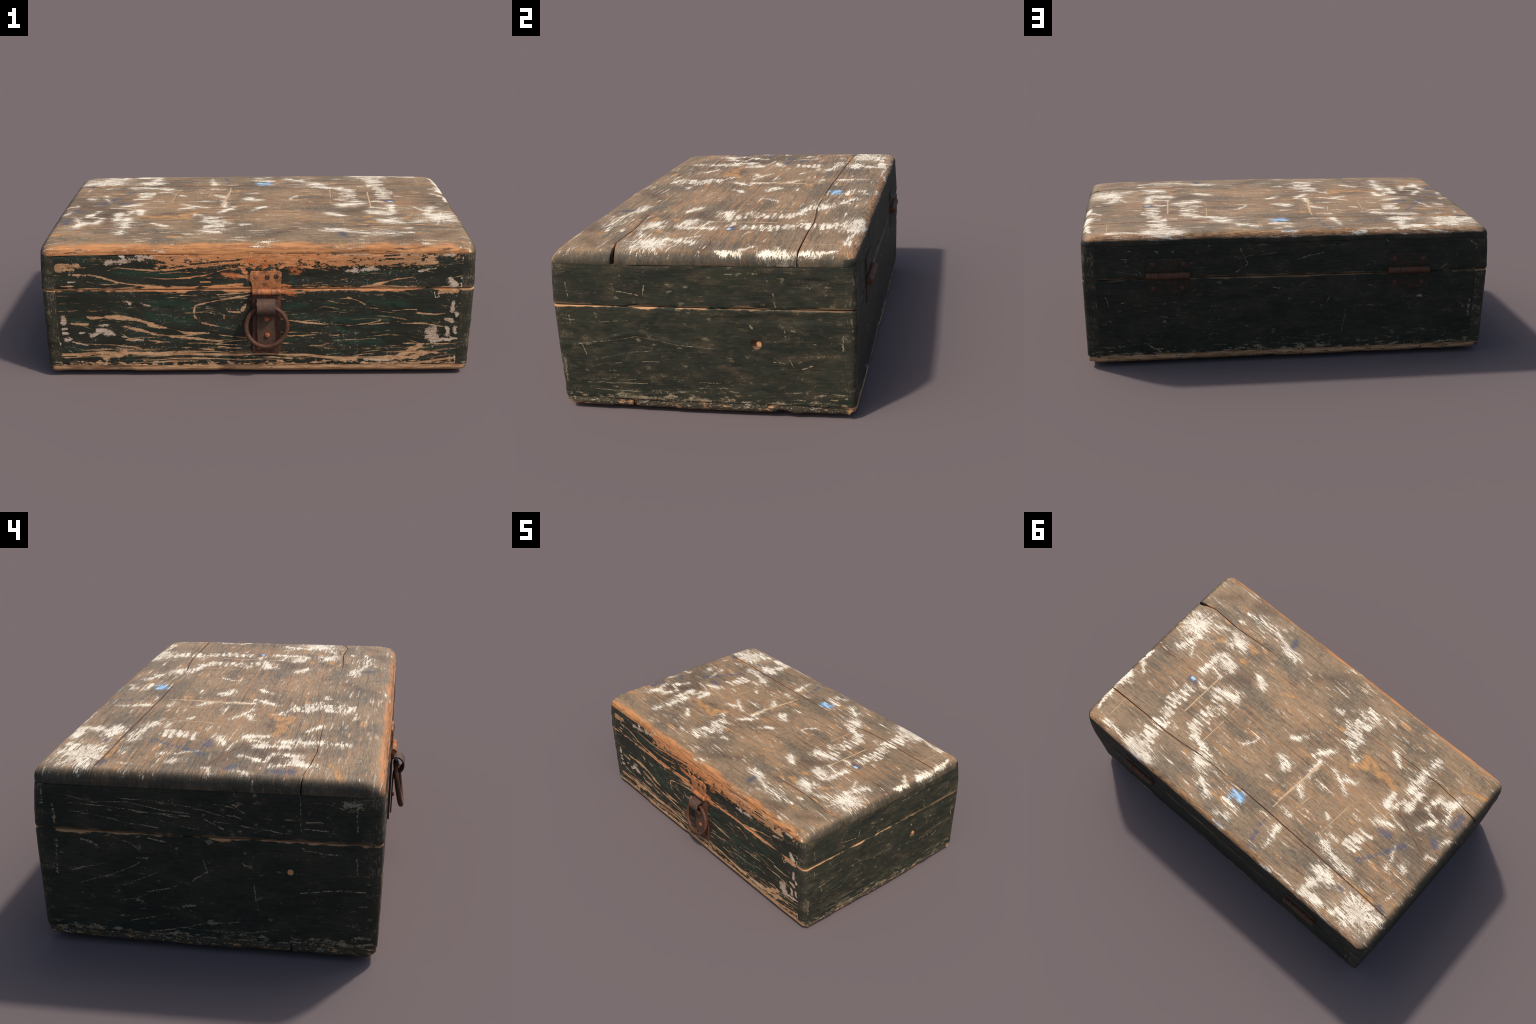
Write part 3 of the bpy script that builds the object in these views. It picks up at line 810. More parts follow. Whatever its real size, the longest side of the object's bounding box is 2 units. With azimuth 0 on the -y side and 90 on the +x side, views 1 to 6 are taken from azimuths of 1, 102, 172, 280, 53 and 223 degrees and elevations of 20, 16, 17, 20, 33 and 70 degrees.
# ------------------------------------------------------------ node shorthand
def stroke_segment():
    """node group: strength minus distance to one straight piece of a stroke, kept if above the best so far"""
    t = bpy.data.node_groups.get("stroke_segment")
    if t:
        return t
    t = bpy.data.node_groups.new("stroke_segment", "ShaderNodeTree")
    for name, kind in (("Plane", "Vector"), ("Start", "Vector"), ("Along", "Vector"), ("Unit", "Vector"), ("Slope", "Float"), ("Strength", "Float"), ("Best", "Float")):
        t.interface.new_socket(name, in_out="INPUT", socket_type="NodeSocket" + kind)
    t.interface.new_socket("Value", in_out="OUTPUT", socket_type="NodeSocketFloat")
    gi, go = t.nodes.new("NodeGroupInput").outputs, t.nodes.new("NodeGroupOutput")

    def op(kind, name, *ins):
        n = t.nodes.new("ShaderNode" + kind)
        n.operation = name
        for k, v in enumerate(ins):
            if isinstance(v, float):
                n.inputs[k].default_value = v
            else:
                t.links.new(v, n.inputs["Scale"] if name == "SCALE" and k == 1 else n.inputs[k])
        return n.outputs["Value"] if kind == "Math" or name in ("DOT_PRODUCT", "DISTANCE") else n.outputs["Vector"]
    pa = op("VectorMath", "SUBTRACT", gi["Plane"], gi["Start"])
    along = op("Math", "MINIMUM", op("Math", "MAXIMUM", op("VectorMath", "DOT_PRODUCT", pa, gi["Unit"]), 0.0), 1.0)
    dist = op("VectorMath", "DISTANCE", pa, op("VectorMath", "SCALE", gi["Along"], along))
    t.links.new(op("Math", "MAXIMUM", op("Math", "MULTIPLY_ADD", dist, gi["Slope"], gi["Strength"]), gi["Best"]), go.inputs[0])
    return t


class Graph:
    def __init__(self, name):
        self.mat = bpy.data.materials.new(name)
        self.mat.use_nodes = True
        self.nt = self.mat.node_tree
        self.nt.nodes.clear()
        self.co = self.node("ShaderNodeTexCoord").outputs["Object"]
        self.window = (-2, 2, -2, 2)

    def node(self, kind):
        return self.nt.nodes.new(kind)

    def put(self, sock, v):
        if isinstance(v, bpy.types.NodeSocket):
            self.nt.links.new(v, sock)
        elif isinstance(v, (tuple, list)) and sock.type == "RGBA":
            sock.default_value = (*v[:3], 1)
        else:
            sock.default_value = v

    def math(self, op, a, b=0.0, c=0.0, clamp=False):
        n = self.node("ShaderNodeMath")
        n.operation, n.use_clamp = op, clamp
        for s, v in zip(n.inputs, (a, b, c)):
            self.put(s, v)
        return n.outputs[0]

    def add(self, a, b): return self.math("ADD", a, b)
    def sub(self, a, b): return self.math("SUBTRACT", a, b)
    def mul(self, a, b): return self.math("MULTIPLY", a, b)
    def mad(self, a, b, c): return self.math("MULTIPLY_ADD", a, b, c)
    def hi(self, a, b): return self.math("MAXIMUM", a, b)
    def lo(self, a, b): return self.math("MINIMUM", a, b)

    def vec(self, op, a, b=None, s=None):
        n = self.node("ShaderNodeVectorMath")
        n.operation = op
        self.put(n.inputs[0], a)
        if b is not None:
            self.put(n.inputs[1], b)
        if s is not None:
            self.put(n.inputs["Scale"], s)
        return n.outputs["Value"] if op in ("DOT_PRODUCT", "LENGTH", "DISTANCE") else n.outputs["Vector"]

    def xyz(self, v):
        n = self.node("ShaderNodeSeparateXYZ")
        self.put(n.inputs[0], v)
        return n.outputs

    def comb(self, x, y, z=0.0):
        n = self.node("ShaderNodeCombineXYZ")
        for s, v in zip(n.inputs, (x, y, z)):
            self.put(s, v)
        return n.outputs[0]

    def step(self, x, a, b):
        """smooth 0..1 as x goes from a to b (a may exceed b)"""
        n = self.node("ShaderNodeMapRange")
        n.interpolation_type = "SMOOTHSTEP"
        flip = a > b
        if flip:
            a, b = b, a
        self.put(n.inputs["Value"], x)
        n.inputs["From Min"].default_value, n.inputs["From Max"].default_value = a, b
        n.inputs["To Min"].default_value, n.inputs["To Max"].default_value = (1, 0) if flip else (0, 1)
        return n.outputs[0]

    def noise(self, stretch, detail=3.0, rough=0.55, dist=0.0, shift=0.0, co=None):
        v = self.vec("MULTIPLY", self.co if co is None else co, tuple(stretch))
        if shift:
            v = self.vec("ADD", v, (shift, shift * 1.7, shift * 0.6))
        n = self.node("ShaderNodeTexNoise")
        n.inputs["Scale"].default_value = 1.0
        n.inputs["Detail"].default_value = detail
        n.inputs["Roughness"].default_value = rough
        n.inputs["Distortion"].default_value = dist
        self.put(n.inputs["Vector"], v)
        return n.outputs["Fac"], n.outputs["Color"]

    def n(self, *a, **k):
        return self.noise(*a, **k)[0]

    def cells(self, stretch, shift=0.0):
        v = self.vec("MULTIPLY", self.co, tuple(stretch))
        if shift:
            v = self.vec("ADD", v, (shift, shift, shift))
        n = self.node("ShaderNodeTexVoronoi")
        n.inputs["Scale"].default_value = 1.0
        self.put(n.inputs["Vector"], v)
        return n.outputs["Distance"], n.outputs["Color"]

    def mix(self, f, a, b):
        n = self.node("ShaderNodeMix")
        n.data_type = "RGBA"
        self.put(n.inputs["Factor"], f)
        self.put(n.inputs[6], a)
        self.put(n.inputs[7], b)
        return n.outputs[2]

    def tint(self, col, fac):
        """multiply a colour by a grey factor"""
        return self.vec("SCALE", col, s=fac)

    def strokes(self, plane, table, window=None):
        """highest of (strength - distance / half width) over all strokes:
        positive inside a stroke, falling off linearly away from its spine"""
        best = None
        u0, u1, v0, v1 = window or self.window
        for width, strength, pts in table:
            for (ax, ay), (bx, by) in zip(pts[:-1], pts[1:]):
                r = 1.6 * width + 0.03
                if max(ax, bx) + r < u0 or min(ax, bx) - r > u1 or max(ay, by) + r < v0 or min(ay, by) - r > v1:
                    continue                     # out of reach of this board
                d = Vector((bx - ax, by - ay, 0))
                n = self.node("ShaderNodeGroup")
                n.node_tree = stroke_segment()
                self.put(n.inputs["Plane"], plane)
                n.inputs["Start"].default_value = (ax, ay, 0.0)
                n.inputs["Along"].default_value = d
                n.inputs["Unit"].default_value = d / max(d.length_squared, 1e-9)
                n.inputs["Slope"].default_value = -1.0 / width
                n.inputs["Strength"].default_value = strength
                self.put(n.inputs["Best"], -9.0 if best is None else best)
                best = n.outputs[0]
        return -9.0 if best is None else best

    def even(self, x, a=0.33, b=0.67):
        """stretch a noise value so that it fills 0..1 about evenly"""
        n = self.node("ShaderNodeMapRange")
        self.put(n.inputs["Value"], x)
        n.inputs["From Min"].default_value, n.inputs["From Max"].default_value = a, b
        return n.outputs[0]

    def dry(self, field, noise, full=0.95, reach=0.45, soft=0.12):
        """dry brushing: turns a stroke field into how much of an even noise the stroke covers"""
        cover = self.mul(self.step(field, -reach, 1.3), full)
        return self.step(self.sub(cover, noise), 0.005, soft)

    def finish(self, color, rough, bump=None, strength=0.4, dist=0.004, metallic=0.0, spec=0.3):
        b = self.node("ShaderNodeBsdfPrincipled")
        self.put(b.inputs["Base Color"], color)
        self.put(b.inputs["Roughness"], rough)
        self.put(b.inputs["Metallic"], metallic)
        b.inputs["Specular IOR Level"].default_value = spec
        if bump is not None:
            n = self.node("ShaderNodeBump")
            n.inputs["Strength"].default_value = strength
            n.inputs["Distance"].default_value = dist
            self.put(n.inputs["Height"], bump)
            self.nt.links.new(n.outputs[0], b.inputs["Normal"])
        o = self.node("ShaderNodeOutputMaterial")
        self.nt.links.new(b.outputs[0], o.inputs[0])
        return self.mat


# ------------------------------------------------------------------ colours
CREAM = (0.83, 0.74, 0.585)
CHALK = (0.56, 0.46, 0.37)
GREY_BROWN = (0.228, 0.149, 0.084)
OLIVE_GREY = (0.128, 0.096, 0.062)
UMBER = (0.060, 0.036, 0.022)
HONEY = (0.350, 0.168, 0.066)
TAN = (0.58, 0.335, 0.175)
ORANGE = (0.68, 0.275, 0.105)
RUST_STAIN = (0.45, 0.12, 0.035)
PAINT = (0.0205, 0.0215, 0.0150)
PAINT_OLIVE = (0.030, 0.031, 0.020)
PAINT_BROWN = (0.056, 0.043, 0.026)
PAINT_GREEN = (0.019, 0.047, 0.030)
SKY_BLUE = (0.36, 0.56, 0.72)
NAVY = (0.030, 0.038, 0.100)
# paint thrown or dabbed on, with spokes running outward: x, y, radius
WHITE_SPLATS = [(0.889, -0.188, 0.092), (-0.845, 0.470, 0.118)]


def ladder(points, length, pitch, half, strength):
    """short parallel ticks of dragged paint, laid along the grain one behind the other down a band"""
    rng = random.Random(round(points[0][0] * 1000))
    out, spill = [], 0.0
    for a, b in zip(points[:-1], points[1:]):
        a, b = Vector(a), Vector(b)
        while spill < (b - a).length:
            c = a.lerp(b, spill / (b - a).length)
            l, dx = length * rng.uniform(0.65, 1.2) / 2, rng.uniform(-0.012, 0.012)
            out.append((half * rng.uniform(0.7, 1.25), strength * rng.uniform(0.85, 1.1), [(c.x + dx - l, c.y - 0.10 * l), (c.x + dx + l, c.y + 0.10 * l)]))
            spill += pitch * rng.uniform(0.8, 1.25)
        spill -= (b - a).length
    return out


RUNGS = (ladder(LADDER_MAIN, 0.075, 0.030, 0.0105, 1.15) + ladder(LADDER_SIDE, 0.075, 0.026, 0.0095, 1.1)
         + ladder(LADDER_LEFT, 0.070, 0.024, 0.0095, 1.05) + ladder(LADDER_FRONT, 0.090, 0.020, 0.0075, 1.1))


def top_wood(name, v0, v1):
    """the lid's planks: weathered, smeared with dry white and blue paint; v0..v1 is the plank's reach in y"""
    g = Graph(name)
    g.window = (-2, 2, v0, v1)
    x, y, z = g.xyz(g.co)
    _, bigc = g.noise((16, 30, 16), 3, 0.65)
    warp = g.vec("SCALE", g.vec("SUBTRACT", bigc, (0.5, 0.5, 0.5)), s=0.032)
    wx, wy, _ = g.xyz(g.vec("ADD", g.co, warp))
    P = g.comb(wx, wy)
    P0 = g.comb(x, y)
    # brushing runs a little askew to the grain
    skew = g.comb(g.mad(y, 0.16, x), g.mad(x, 0.05, y), z)
    fibre = g.n((9, 82, 30), 2, 0.55, co=skew)
    fine = g.n((26, 330, 60), 2, 0.6, shift=3)
    speck = g.n((190, 260, 190), 2, 0.7, shift=5)
    patch = g.n((3.0, 5.5, 5), 3, 0.55, shift=8)
    patch2 = g.n((6, 13, 9), 4, 0.62, shift=14)
    streak = g.n((1.7, 66, 20), 5, 0.68, shift=1)
    thread = g.n((290, 14, 40), 2, 0.5, shift=6)
    comb = g.n((7, 34, 30), 2, 0.5, shift=71, co=skew)
    hairs = g.n((20, 185, 60), 2, 0.6, shift=73, co=skew)
    rag = g.even(g.mad(comb, 0.22, g.mad(hairs, 0.44, g.mul(speck, 0.34))), 0.415, 0.585)
    blot = g.even(g.mad(patch2, 0.5, g.mad(fibre, 0.25, g.mul(speck, 0.25))), 0.40, 0.60)
    # ground tone of the weathered boards
    col = g.mix(g.step(patch, 0.40, 0.60), GREY_BROWN, OLIVE_GREY)
    col = g.mix(g.mul(g.step(patch2, 0.46, 0.62), 0.6), col, (0.265, 0.170, 0.095))
    mid = g.step(g.math("ABSOLUTE", g.sub(y, 0.05)), 0.50, 0.15)
    warmf = g.mad(mid, 0.05, g.mad(patch2, 0.30, g.mul(streak, 0.75)))
    col = g.mix(g.mul(g.step(warmf, 0.555, 0.625), 0.75), col, HONEY)
    col = g.mix(g.mul(g.step(streak, 0.44, 0.36), 0.75), col, (0.090, 0.043, 0.026))
    col = g.mix(g.mul(g.step(fine, 0.50, 0.64), 0.50), col, (0.36, 0.25, 0.155))
    col = g.mix(g.mul(g.step(fine, 0.46, 0.35), 0.55), col, (0.070, 0.050, 0.034))
    col = g.mix(g.mul(g.step(thread, 0.50, 0.68), 0.22), col, (0.40, 0.31, 0.21))
    col = g.mix(g.mul(g.step(speck, 0.60, 0.68), 0.35), col, (0.45, 0.36, 0.25))
    # remains of a thin grey-olive glaze with ragged edges
    veil = g.step(g.mad(patch, 0.35, g.mad(patch2, 0.35, g.mad(fibre, 0.18, g.mul(speck, 0.12)))), 0.492, 0.512)
    col = g.mix(g.mul(veil, 0.32), col, (0.098, 0.080, 0.056))
    worn = g.step(g.mad(patch, -0.35, g.mad(patch2, 0.45, g.mad(fibre, 0.25, g.mul(speck, 0.2)))), 0.305, 0.325)
    col = g.mix(g.mul(worn, 0.35), col, (0.33, 0.215, 0.12))
    # smoky dark stains
    stain = g.strokes(P, DARK_STAINS)
    col = g.mix(g.mul(g.step(g.mad(g.sub(blot, 0.5), 1.1, g.mad(g.sub(fine, 0.5), 1.5, stain)), -0.2, 1.2), 0.62), col, g.mix(patch, (0.078, 0.038, 0.024), (0.050, 0.038, 0.030)))
    # paint rubbed through to yellow wood
    bare = g.strokes(P, BARE_ON_TOP)
    bm = g.dry(bare, blot, 0.85)
    stray = g.step(g.mad(patch2, 0.75, g.mul(streak, 0.35)), 0.665, 0.69)
    bm = g.hi(bm, g.mul(stray, 0.8))
    col = g.mix(g.mul(bm, 0.9), col, g.mix(g.step(fine, 0.4, 0.6), (0.33, 0.165, 0.062), (0.50, 0.265, 0.105)))
    # worn arrises: front nosing bare and orange, back one brown
    edge_n = g.mad(patch2, 0.06, g.mul(fibre, 0.03))
    frontish = g.sub(g.mul(y, -1.0), edge_n)
    nose = g.step(frontish, 0.498, 0.522)
    nosecol = g.mix(g.step(g.n((4, 60, 60), 4, 0.6, shift=22), 0.40, 0.60), (0.29, 0.120, 0.047), (0.49, 0.218, 0.085))
    nosecol = g.mix(g.mul(g.step(fine, 0.58, 0.72), 0.7), nosecol, (0.64, 0.345, 0.155))
    nosecol = g.mix(g.mul(g.step(patch2, 0.54, 0.68), 0.6), nosecol, (0.24, 0.12, 0.06))
    leftover = g.mul(g.step(g.n((10, 10, 130), 3, 0.6, shift=27), 0.54, 0.62), g.mul(g.step(z, 0.648, 0.632), g.step(patch2, 0.44, 0.52)))
    nosecol = g.mix(g.mul(leftover, 0.85), nosecol, (0.040, 0.032, 0.022))
    col = g.mix(nose, col, nosecol)
    backish = g.mad(g.sub(patch2, 0.5), 0.06, y)
    col = g.mix(g.mul(g.step(backish, 0.574, 0.598), 0.9), col, g.mix(g.step(fine, 0.4, 0.6), (0.21, 0.105, 0.048), (0.46, 0.25, 0.115)))
    # white house paint, dragged dry over the grain
    white = g.hi(g.strokes(P, WHITE_RIGHT), g.hi(g.strokes(P, WHITE_LEFT), g.strokes(P, RUNGS)))
    wm = g.dry(g.sub(white, 0.10), rag, 0.93, 0.85, 0.035)
    for sx, sy, sr in WHITE_SPLATS:
        if v0 - 0.03 < sy < v1 + 0.03:
            off = g.vec("SUBTRACT", P0, (sx, sy, 0.0))
            spoke = g.n((5.5, 5.5, 5.5), 3, 0.65, shift=sr * 90, co=g.vec("NORMALIZE", off))
            rays = g.mad(g.vec("LENGTH", off), -1.0 / sr, g.mad(g.sub(spoke, 0.5), 2.2, 1.15))
            hole = g.even(g.mad(speck, 0.55, g.mul(hairs, 0.45)), 0.36, 0.60)
            white = g.hi(white, rays)
            wm = g.hi(wm, g.dry(rays, hole, 1.05, 0.45, 0.08))
    haze = g.mul(g.step(white, -1.3, 0.9), g.mul(g.step(rag, 1.0, 0.15), 0.36))
    fleck = g.mul(g.step(g.mad(speck, 0.4, g.mul(fibre, 0.75)), 0.665, 0.70), g.step(patch2, 0.46, 0.62))
    wm = g.hi(wm, g.mul(fleck, 0.75))
    col = g.mix(haze, col, (0.46, 0.37, 0.265))
    col = g.mix(g.mul(wm, 0.96), col, g.mix(g.step(g.mad(speck, 0.5, g.mul(patch2, 0.5)), 0.40, 0.54), (0.56, 0.46, 0.345), CREAM))
    # blue dabs
    navy = g.strokes(P, NAVY_DABS)
    col = g.mix(g.mul(g.step(g.mad(g.sub(rag, 0.5), -1.3, navy), -0.25, 0.9), 0.72), col, g.mix(patch, NAVY, (0.07, 0.085, 0.12)))
    sky = g.strokes(P, LIGHT_BLUE_DABS)
    col = g.mix(g.dry(sky, g.mul(rag, 0.9), 0.95, 0.5), col, g.mix(g.step(fibre, 0.42, 0.58), (0.13, 0.27, 0.45), SKY_BLUE))
    # open joints and shakes, dark with a rusty fringe
    shake = g.strokes(P0, JOINTS_AND_SHAKES)
    col = g.mix(g.mul(g.step(g.mad(g.sub(rag, 0.5), 2.2, g.mul(shake, 0.5)), -0.6, 0.6), 0.35), col, (0.27, 0.105, 0.042))
    col = g.mix(g.mul(g.step(g.mad(g.sub(fine, 0.5), 2.5, shake), 0.0, 0.7), 0.85), col, (0.055, 0.024, 0.016))
    # scratches down to fresh wood
    scr = g.strokes(P0, PALE_SCRATCHES_ON_TOP)
    col = g.mix(g.mul(g.dry(scr, g.mad(blot, 0.6, g.mul(rag, 0.3)), 1.0, 0.5), 0.85), col, (0.54, 0.36, 0.20))
    # dark paint surviving on the edges of the end grain and along the back
    ends = g.math("ABSOLUTE", x)
    endmask = g.mul(g.step(g.mad(g.sub(patch2, 0.5), 0.020, g.mad(g.sub(speck, 0.5), 0.010, ends)), 0.958, 0.988), g.step(frontish, 0.55, 0.51))
    endz = g.mad(g.sub(patch2, 0.5), 0.022, g.mad(g.sub(speck, 0.5), 0.008, z))
    backdark = g.mul(g.step(endz, 0.640, 0.631), g.step(y, 0.55, 0.57))
    dark = g.mix(g.step(patch2, 0.45, 0.65), PAINT, PAINT_BROWN)
    dark = g.mix(g.mul(g.step(speck, 0.60, 0.70), 0.5), dark, (0.15, 0.125, 0.09))
    keep = g.sub(1.0, g.mul(wm, g.step(z, 0.628, 0.645)))
    col = g.mix(g.mul(g.hi(g.mul(endmask, 0.82), backdark), keep), col, dark)
    bump = g.mad(fine, 0.45, g.mad(fibre, 0.6, g.mul(streak, 0.7)))
    return g.finish(col, g.mad(speck, 0.25, 0.5), bump, 0.6, 0.0035, spec=0.2)


def front_paint(name, lid):
    """flaking green-black paint over orange softwood; lid or tray half of the front"""
    g = Graph(name)
    g.window = (-2, 2, SEAM, 2) if lid else (-2, 2, -2, SEAM)
    x, y, z = g.xyz(g.co)
    soft, softc = g.noise((8, 8, 20), 3, 0.62)
    warp = g.vec("SCALE", g.vec("SUBTRACT", softc, (0.5, 0.5, 0.5)), s=0.013)
    wx, _, wz = g.xyz(g.vec("ADD", g.co, warp))
    P = g.comb(wx, wz)
    fibre = g.n((14, 40, 130), 3, 0.6, shift=2)
    fine = g.n((26, 60, 320), 2, 0.6, shift=3)
    speck = g.n((120, 120, 210), 3, 0.7, shift=5)
    patch = g.n((3, 3, 8), 3, 0.55, shift=8)
    flakes = g.n((34, 34, 60), 4, 0.65, shift=9)
    rag = g.even(g.mad(fibre, 0.40, g.mad(flakes, 0.35, g.mul(speck, 0.25))), 0.40, 0.60)
    scale = g.even(g.mad(flakes, 0.6, g.mad(speck, 0.25, g.mul(fibre, 0.15))), 0.38, 0.62)
    col = g.mix(g.step(patch, 0.42, 0.60), PAINT, (0.027, 0.026, 0.018))
    green = g.strokes(P, GREEN_TINT_ON_FRONT)
    gm = g.mul(g.step(g.mad(g.sub(fibre, 0.5), 2.0, green), -0.5, 1.2), 0.6)
    gm = g.hi(gm, g.mul(g.step(soft, 0.52, 0.68), 0.40))
    col = g.mix(gm, col, PAINT_GREEN)
    col = g.mix(g.mul(g.mul(gm, g.step(fine, 0.5, 0.66)), 0.5), col, (0.036, 0.080, 0.052))
    # bare softwood underneath
    wood = g.mix(g.step(soft, 0.40, 0.60), (0.36, 0.185, 0.085), (0.50, 0.285, 0.145))
    wood = g.mix(g.mul(g.step(flakes, 0.50, 0.64), 0.6), wood, TAN)
    wood = g.mix(g.mul(g.step(flakes, 0.46, 0.36), 0.5), wood, (0.25, 0.13, 0.062))
    wood = g.mix(g.mul(g.step(fine, 0.54, 0.68), 0.55), wood, (0.64, 0.40, 0.22))
    wood = g.mix(g.mul(g.step(fibre, 0.44, 0.34), 0.6), wood, (0.24, 0.115, 0.055))
    orange = g.mix(g.step(fine, 0.42, 0.60), (0.46, 0.185, 0.070), ORANGE)
    ax = g.math("ABSOLUTE", x)
    if lid:
        line = g.strokes(P, BARE_LINES_ON_LID)
        patchm = g.strokes(P, BARE_PATCHES_ON_FRONT)
        band = g.mul(g.step(z, 0.505, 0.596), g.step(g.math("ABSOLUTE", g.sub(x, 0.18)), 0.88, 0.50))
        bandm = g.step(g.sub(g.mul(band, 0.88), scale), 0.0, 0.10)
        line = g.mad(g.sub(soft, 0.49), 4.0, g.mad(g.sub(flakes, 0.5), 2.6, g.mad(g.sub(fibre, 0.5), 2.0, line)))
        bare = g.hi(g.dry(line, rag, 0.97, 0.35), g.hi(g.dry(patchm, scale, 0.97, 0.4), bandm))
        lip = g.step(g.add(g.sub(0.4520, z), g.mad(g.sub(fibre, 0.5), 0.02, g.mul(g.sub(soft, 0.5), 0.05))), -0.002, 0.003)
        bare = g.hi(bare, g.mul(lip, 0.9))
        keep = g.strokes(P, DARK_PAINT_ON_FRONT)
        bare = g.mul(bare, g.sub(1.0, g.dry(keep, rag, 1.0, 0.3)))
        wood = g.mix(g.mul(g.step(g.math("ABSOLUTE", g.sub(x, 0.02)), 0.85, 0.15), 0.9), wood, orange)
    else:
        line = g.strokes(P, BARE_LINES_ON_TRAY)
        dip = g.mul(g.sub(g.n((1.6, 1.6, 2), 2, 0.5, shift=31), 0.5), 0.10)
        ringsv = g.n((1.3, 9, 62), 3, 0.5, shift=12, co=g.comb(x, y, g.add(z, dip)))
        low = g.step(z, 0.20, 0.08)
        rings = g.mul(g.step(ringsv, 0.555, 0.60), g.step(g.mad(low, 0.55, g.mad(soft, 0.6, g.mul(speck, 0.5))), 0.78, 0.98))
        foot = g.step(g.add(g.sub(0.058, z), g.mad(g.sub(fibre, 0.5), 0.10, g.mul(g.sub(flakes, 0.5), 0.20))), -0.006, 0.006)
        lip = g.step(g.add(g.sub(z, 0.4315), g.mad(g.sub(fibre, 0.5), 0.022, g.mul(g.sub(soft, 0.5), 0.05))), -0.002, 0.003)
        lip = g.mul(lip, g.step(ax, 0.945, 0.93))
        line = g.mad(g.sub(soft, 0.49), 4.0, g.mad(g.sub(flakes, 0.5), 2.6, g.mad(g.sub(fibre, 0.5), 2.0, line)))
        bare = g.hi(g.dry(line, rag, 0.97, 0.35), g.hi(rings, g.hi(foot, lip)))
        wood = g.mix(g.mul(lip, 0.8), wood, orange)
    sway = g.mul(g.sub(g.n((2.4, 2.4, 3), 2, 0.5, shift=61), 0.5), 0.22)
    hairv = g.n((2.2, 6, 85), 3, 0.55, shift=52, co=g.comb(x, y, g.add(z, sway)))
    hair = g.mul(g.step(hairv, 0.575, 0.615), g.step(g.mad(soft, 0.7, g.mul(rag, 0.25)), 0.44, 0.62))
    bare = g.hi(bare, g.mul(hair, 0.8))
    # corners: the end boards show dull end grain instead
    corner = g.mul(g.step(g.mad(g.sub(speck, 0.5), 0.008, ax), 0.924, 0.931), g.step(z, 0.058, 0.07))
    corner = g.mul(corner, g.step(scale, 0.80, 0.62))
    bare = g.mul(bare, g.sub(1.0, corner))
    col = g.mix(g.mul(bare, 0.97), col, wood)
    col = g.mix(g.mul(g.mul(bare, g.step(speck, 0.40, 0.32)), 0.65), col, (0.085, 0.055, 0.036))
    # grey primer and chalky undercoat where the top coat scaled off
    flake = g.strokes(P, WHITE_FLAKES_ON_FRONT)
    fm = g.dry(g.add(flake, 0.3), g.even(g.mad(flakes, 0.6, g.mul(speck, 0.4)), 0.40, 0.60), 0.95, 0.4)
    lowz = g.step(z, 0.24, 0.06)
    stray = g.mul(g.step(g.mad(speck, 0.6, g.mul(flakes, 0.4)), 0.585, 0.62), g.mul(g.step(g.mad(lowz, 0.12, patch), 0.46, 0.66), 0.85))
    fm = g.hi(fm, stray)
    chalk = g.mix(g.step(g.mad(fibre, 0.5, g.mul(speck, 0.5)), 0.44, 0.56), (0.40, 0.265, 0.17), CHALK)
    col = g.mix(g.mul(fm, 0.9), col, chalk)
    rust = g.strokes(P, RUST_BLEED_ON_FRONT)
    rm = g.dry(g.add(rust, 0.25), scale, 1.0, 0.8, 0.5)
    col = g.mix(g.mul(rm, 0.8), col, g.mix(g.step(speck, 0.4, 0.6), (0.30, 0.075, 0.022), (0.68, 0.225, 0.075)))
    # dull end grain with pale bristles on the corner blocks
    upright = g.n((170, 60, 30), 3, 0.65, shift=17)
    eg = g.mix(g.step(upright, 0.40, 0.66), (0.027, 0.025, 0.017), (0.046, 0.041, 0.027))
    eg = g.mix(g.mul(g.step(g.mad(speck, 0.5, g.mul(upright, 0.5)), 0.60, 0.65), g.mul(g.step(soft, 0.50, 0.62), 0.7)), eg, (0.25, 0.215, 0.155))
    col = g.mix(g.mul(corner, g.sub(1.0, fm)), col, eg)
    bump = g.mad(fine, 0.3, g.mad(fibre, 0.4, g.mad(flakes, 0.5, g.mul(speck, 0.2))))
    return g.finish(col, g.mad(bare, 0.1, 0.55), bump, 0.6, 0.004, spec=0.18)


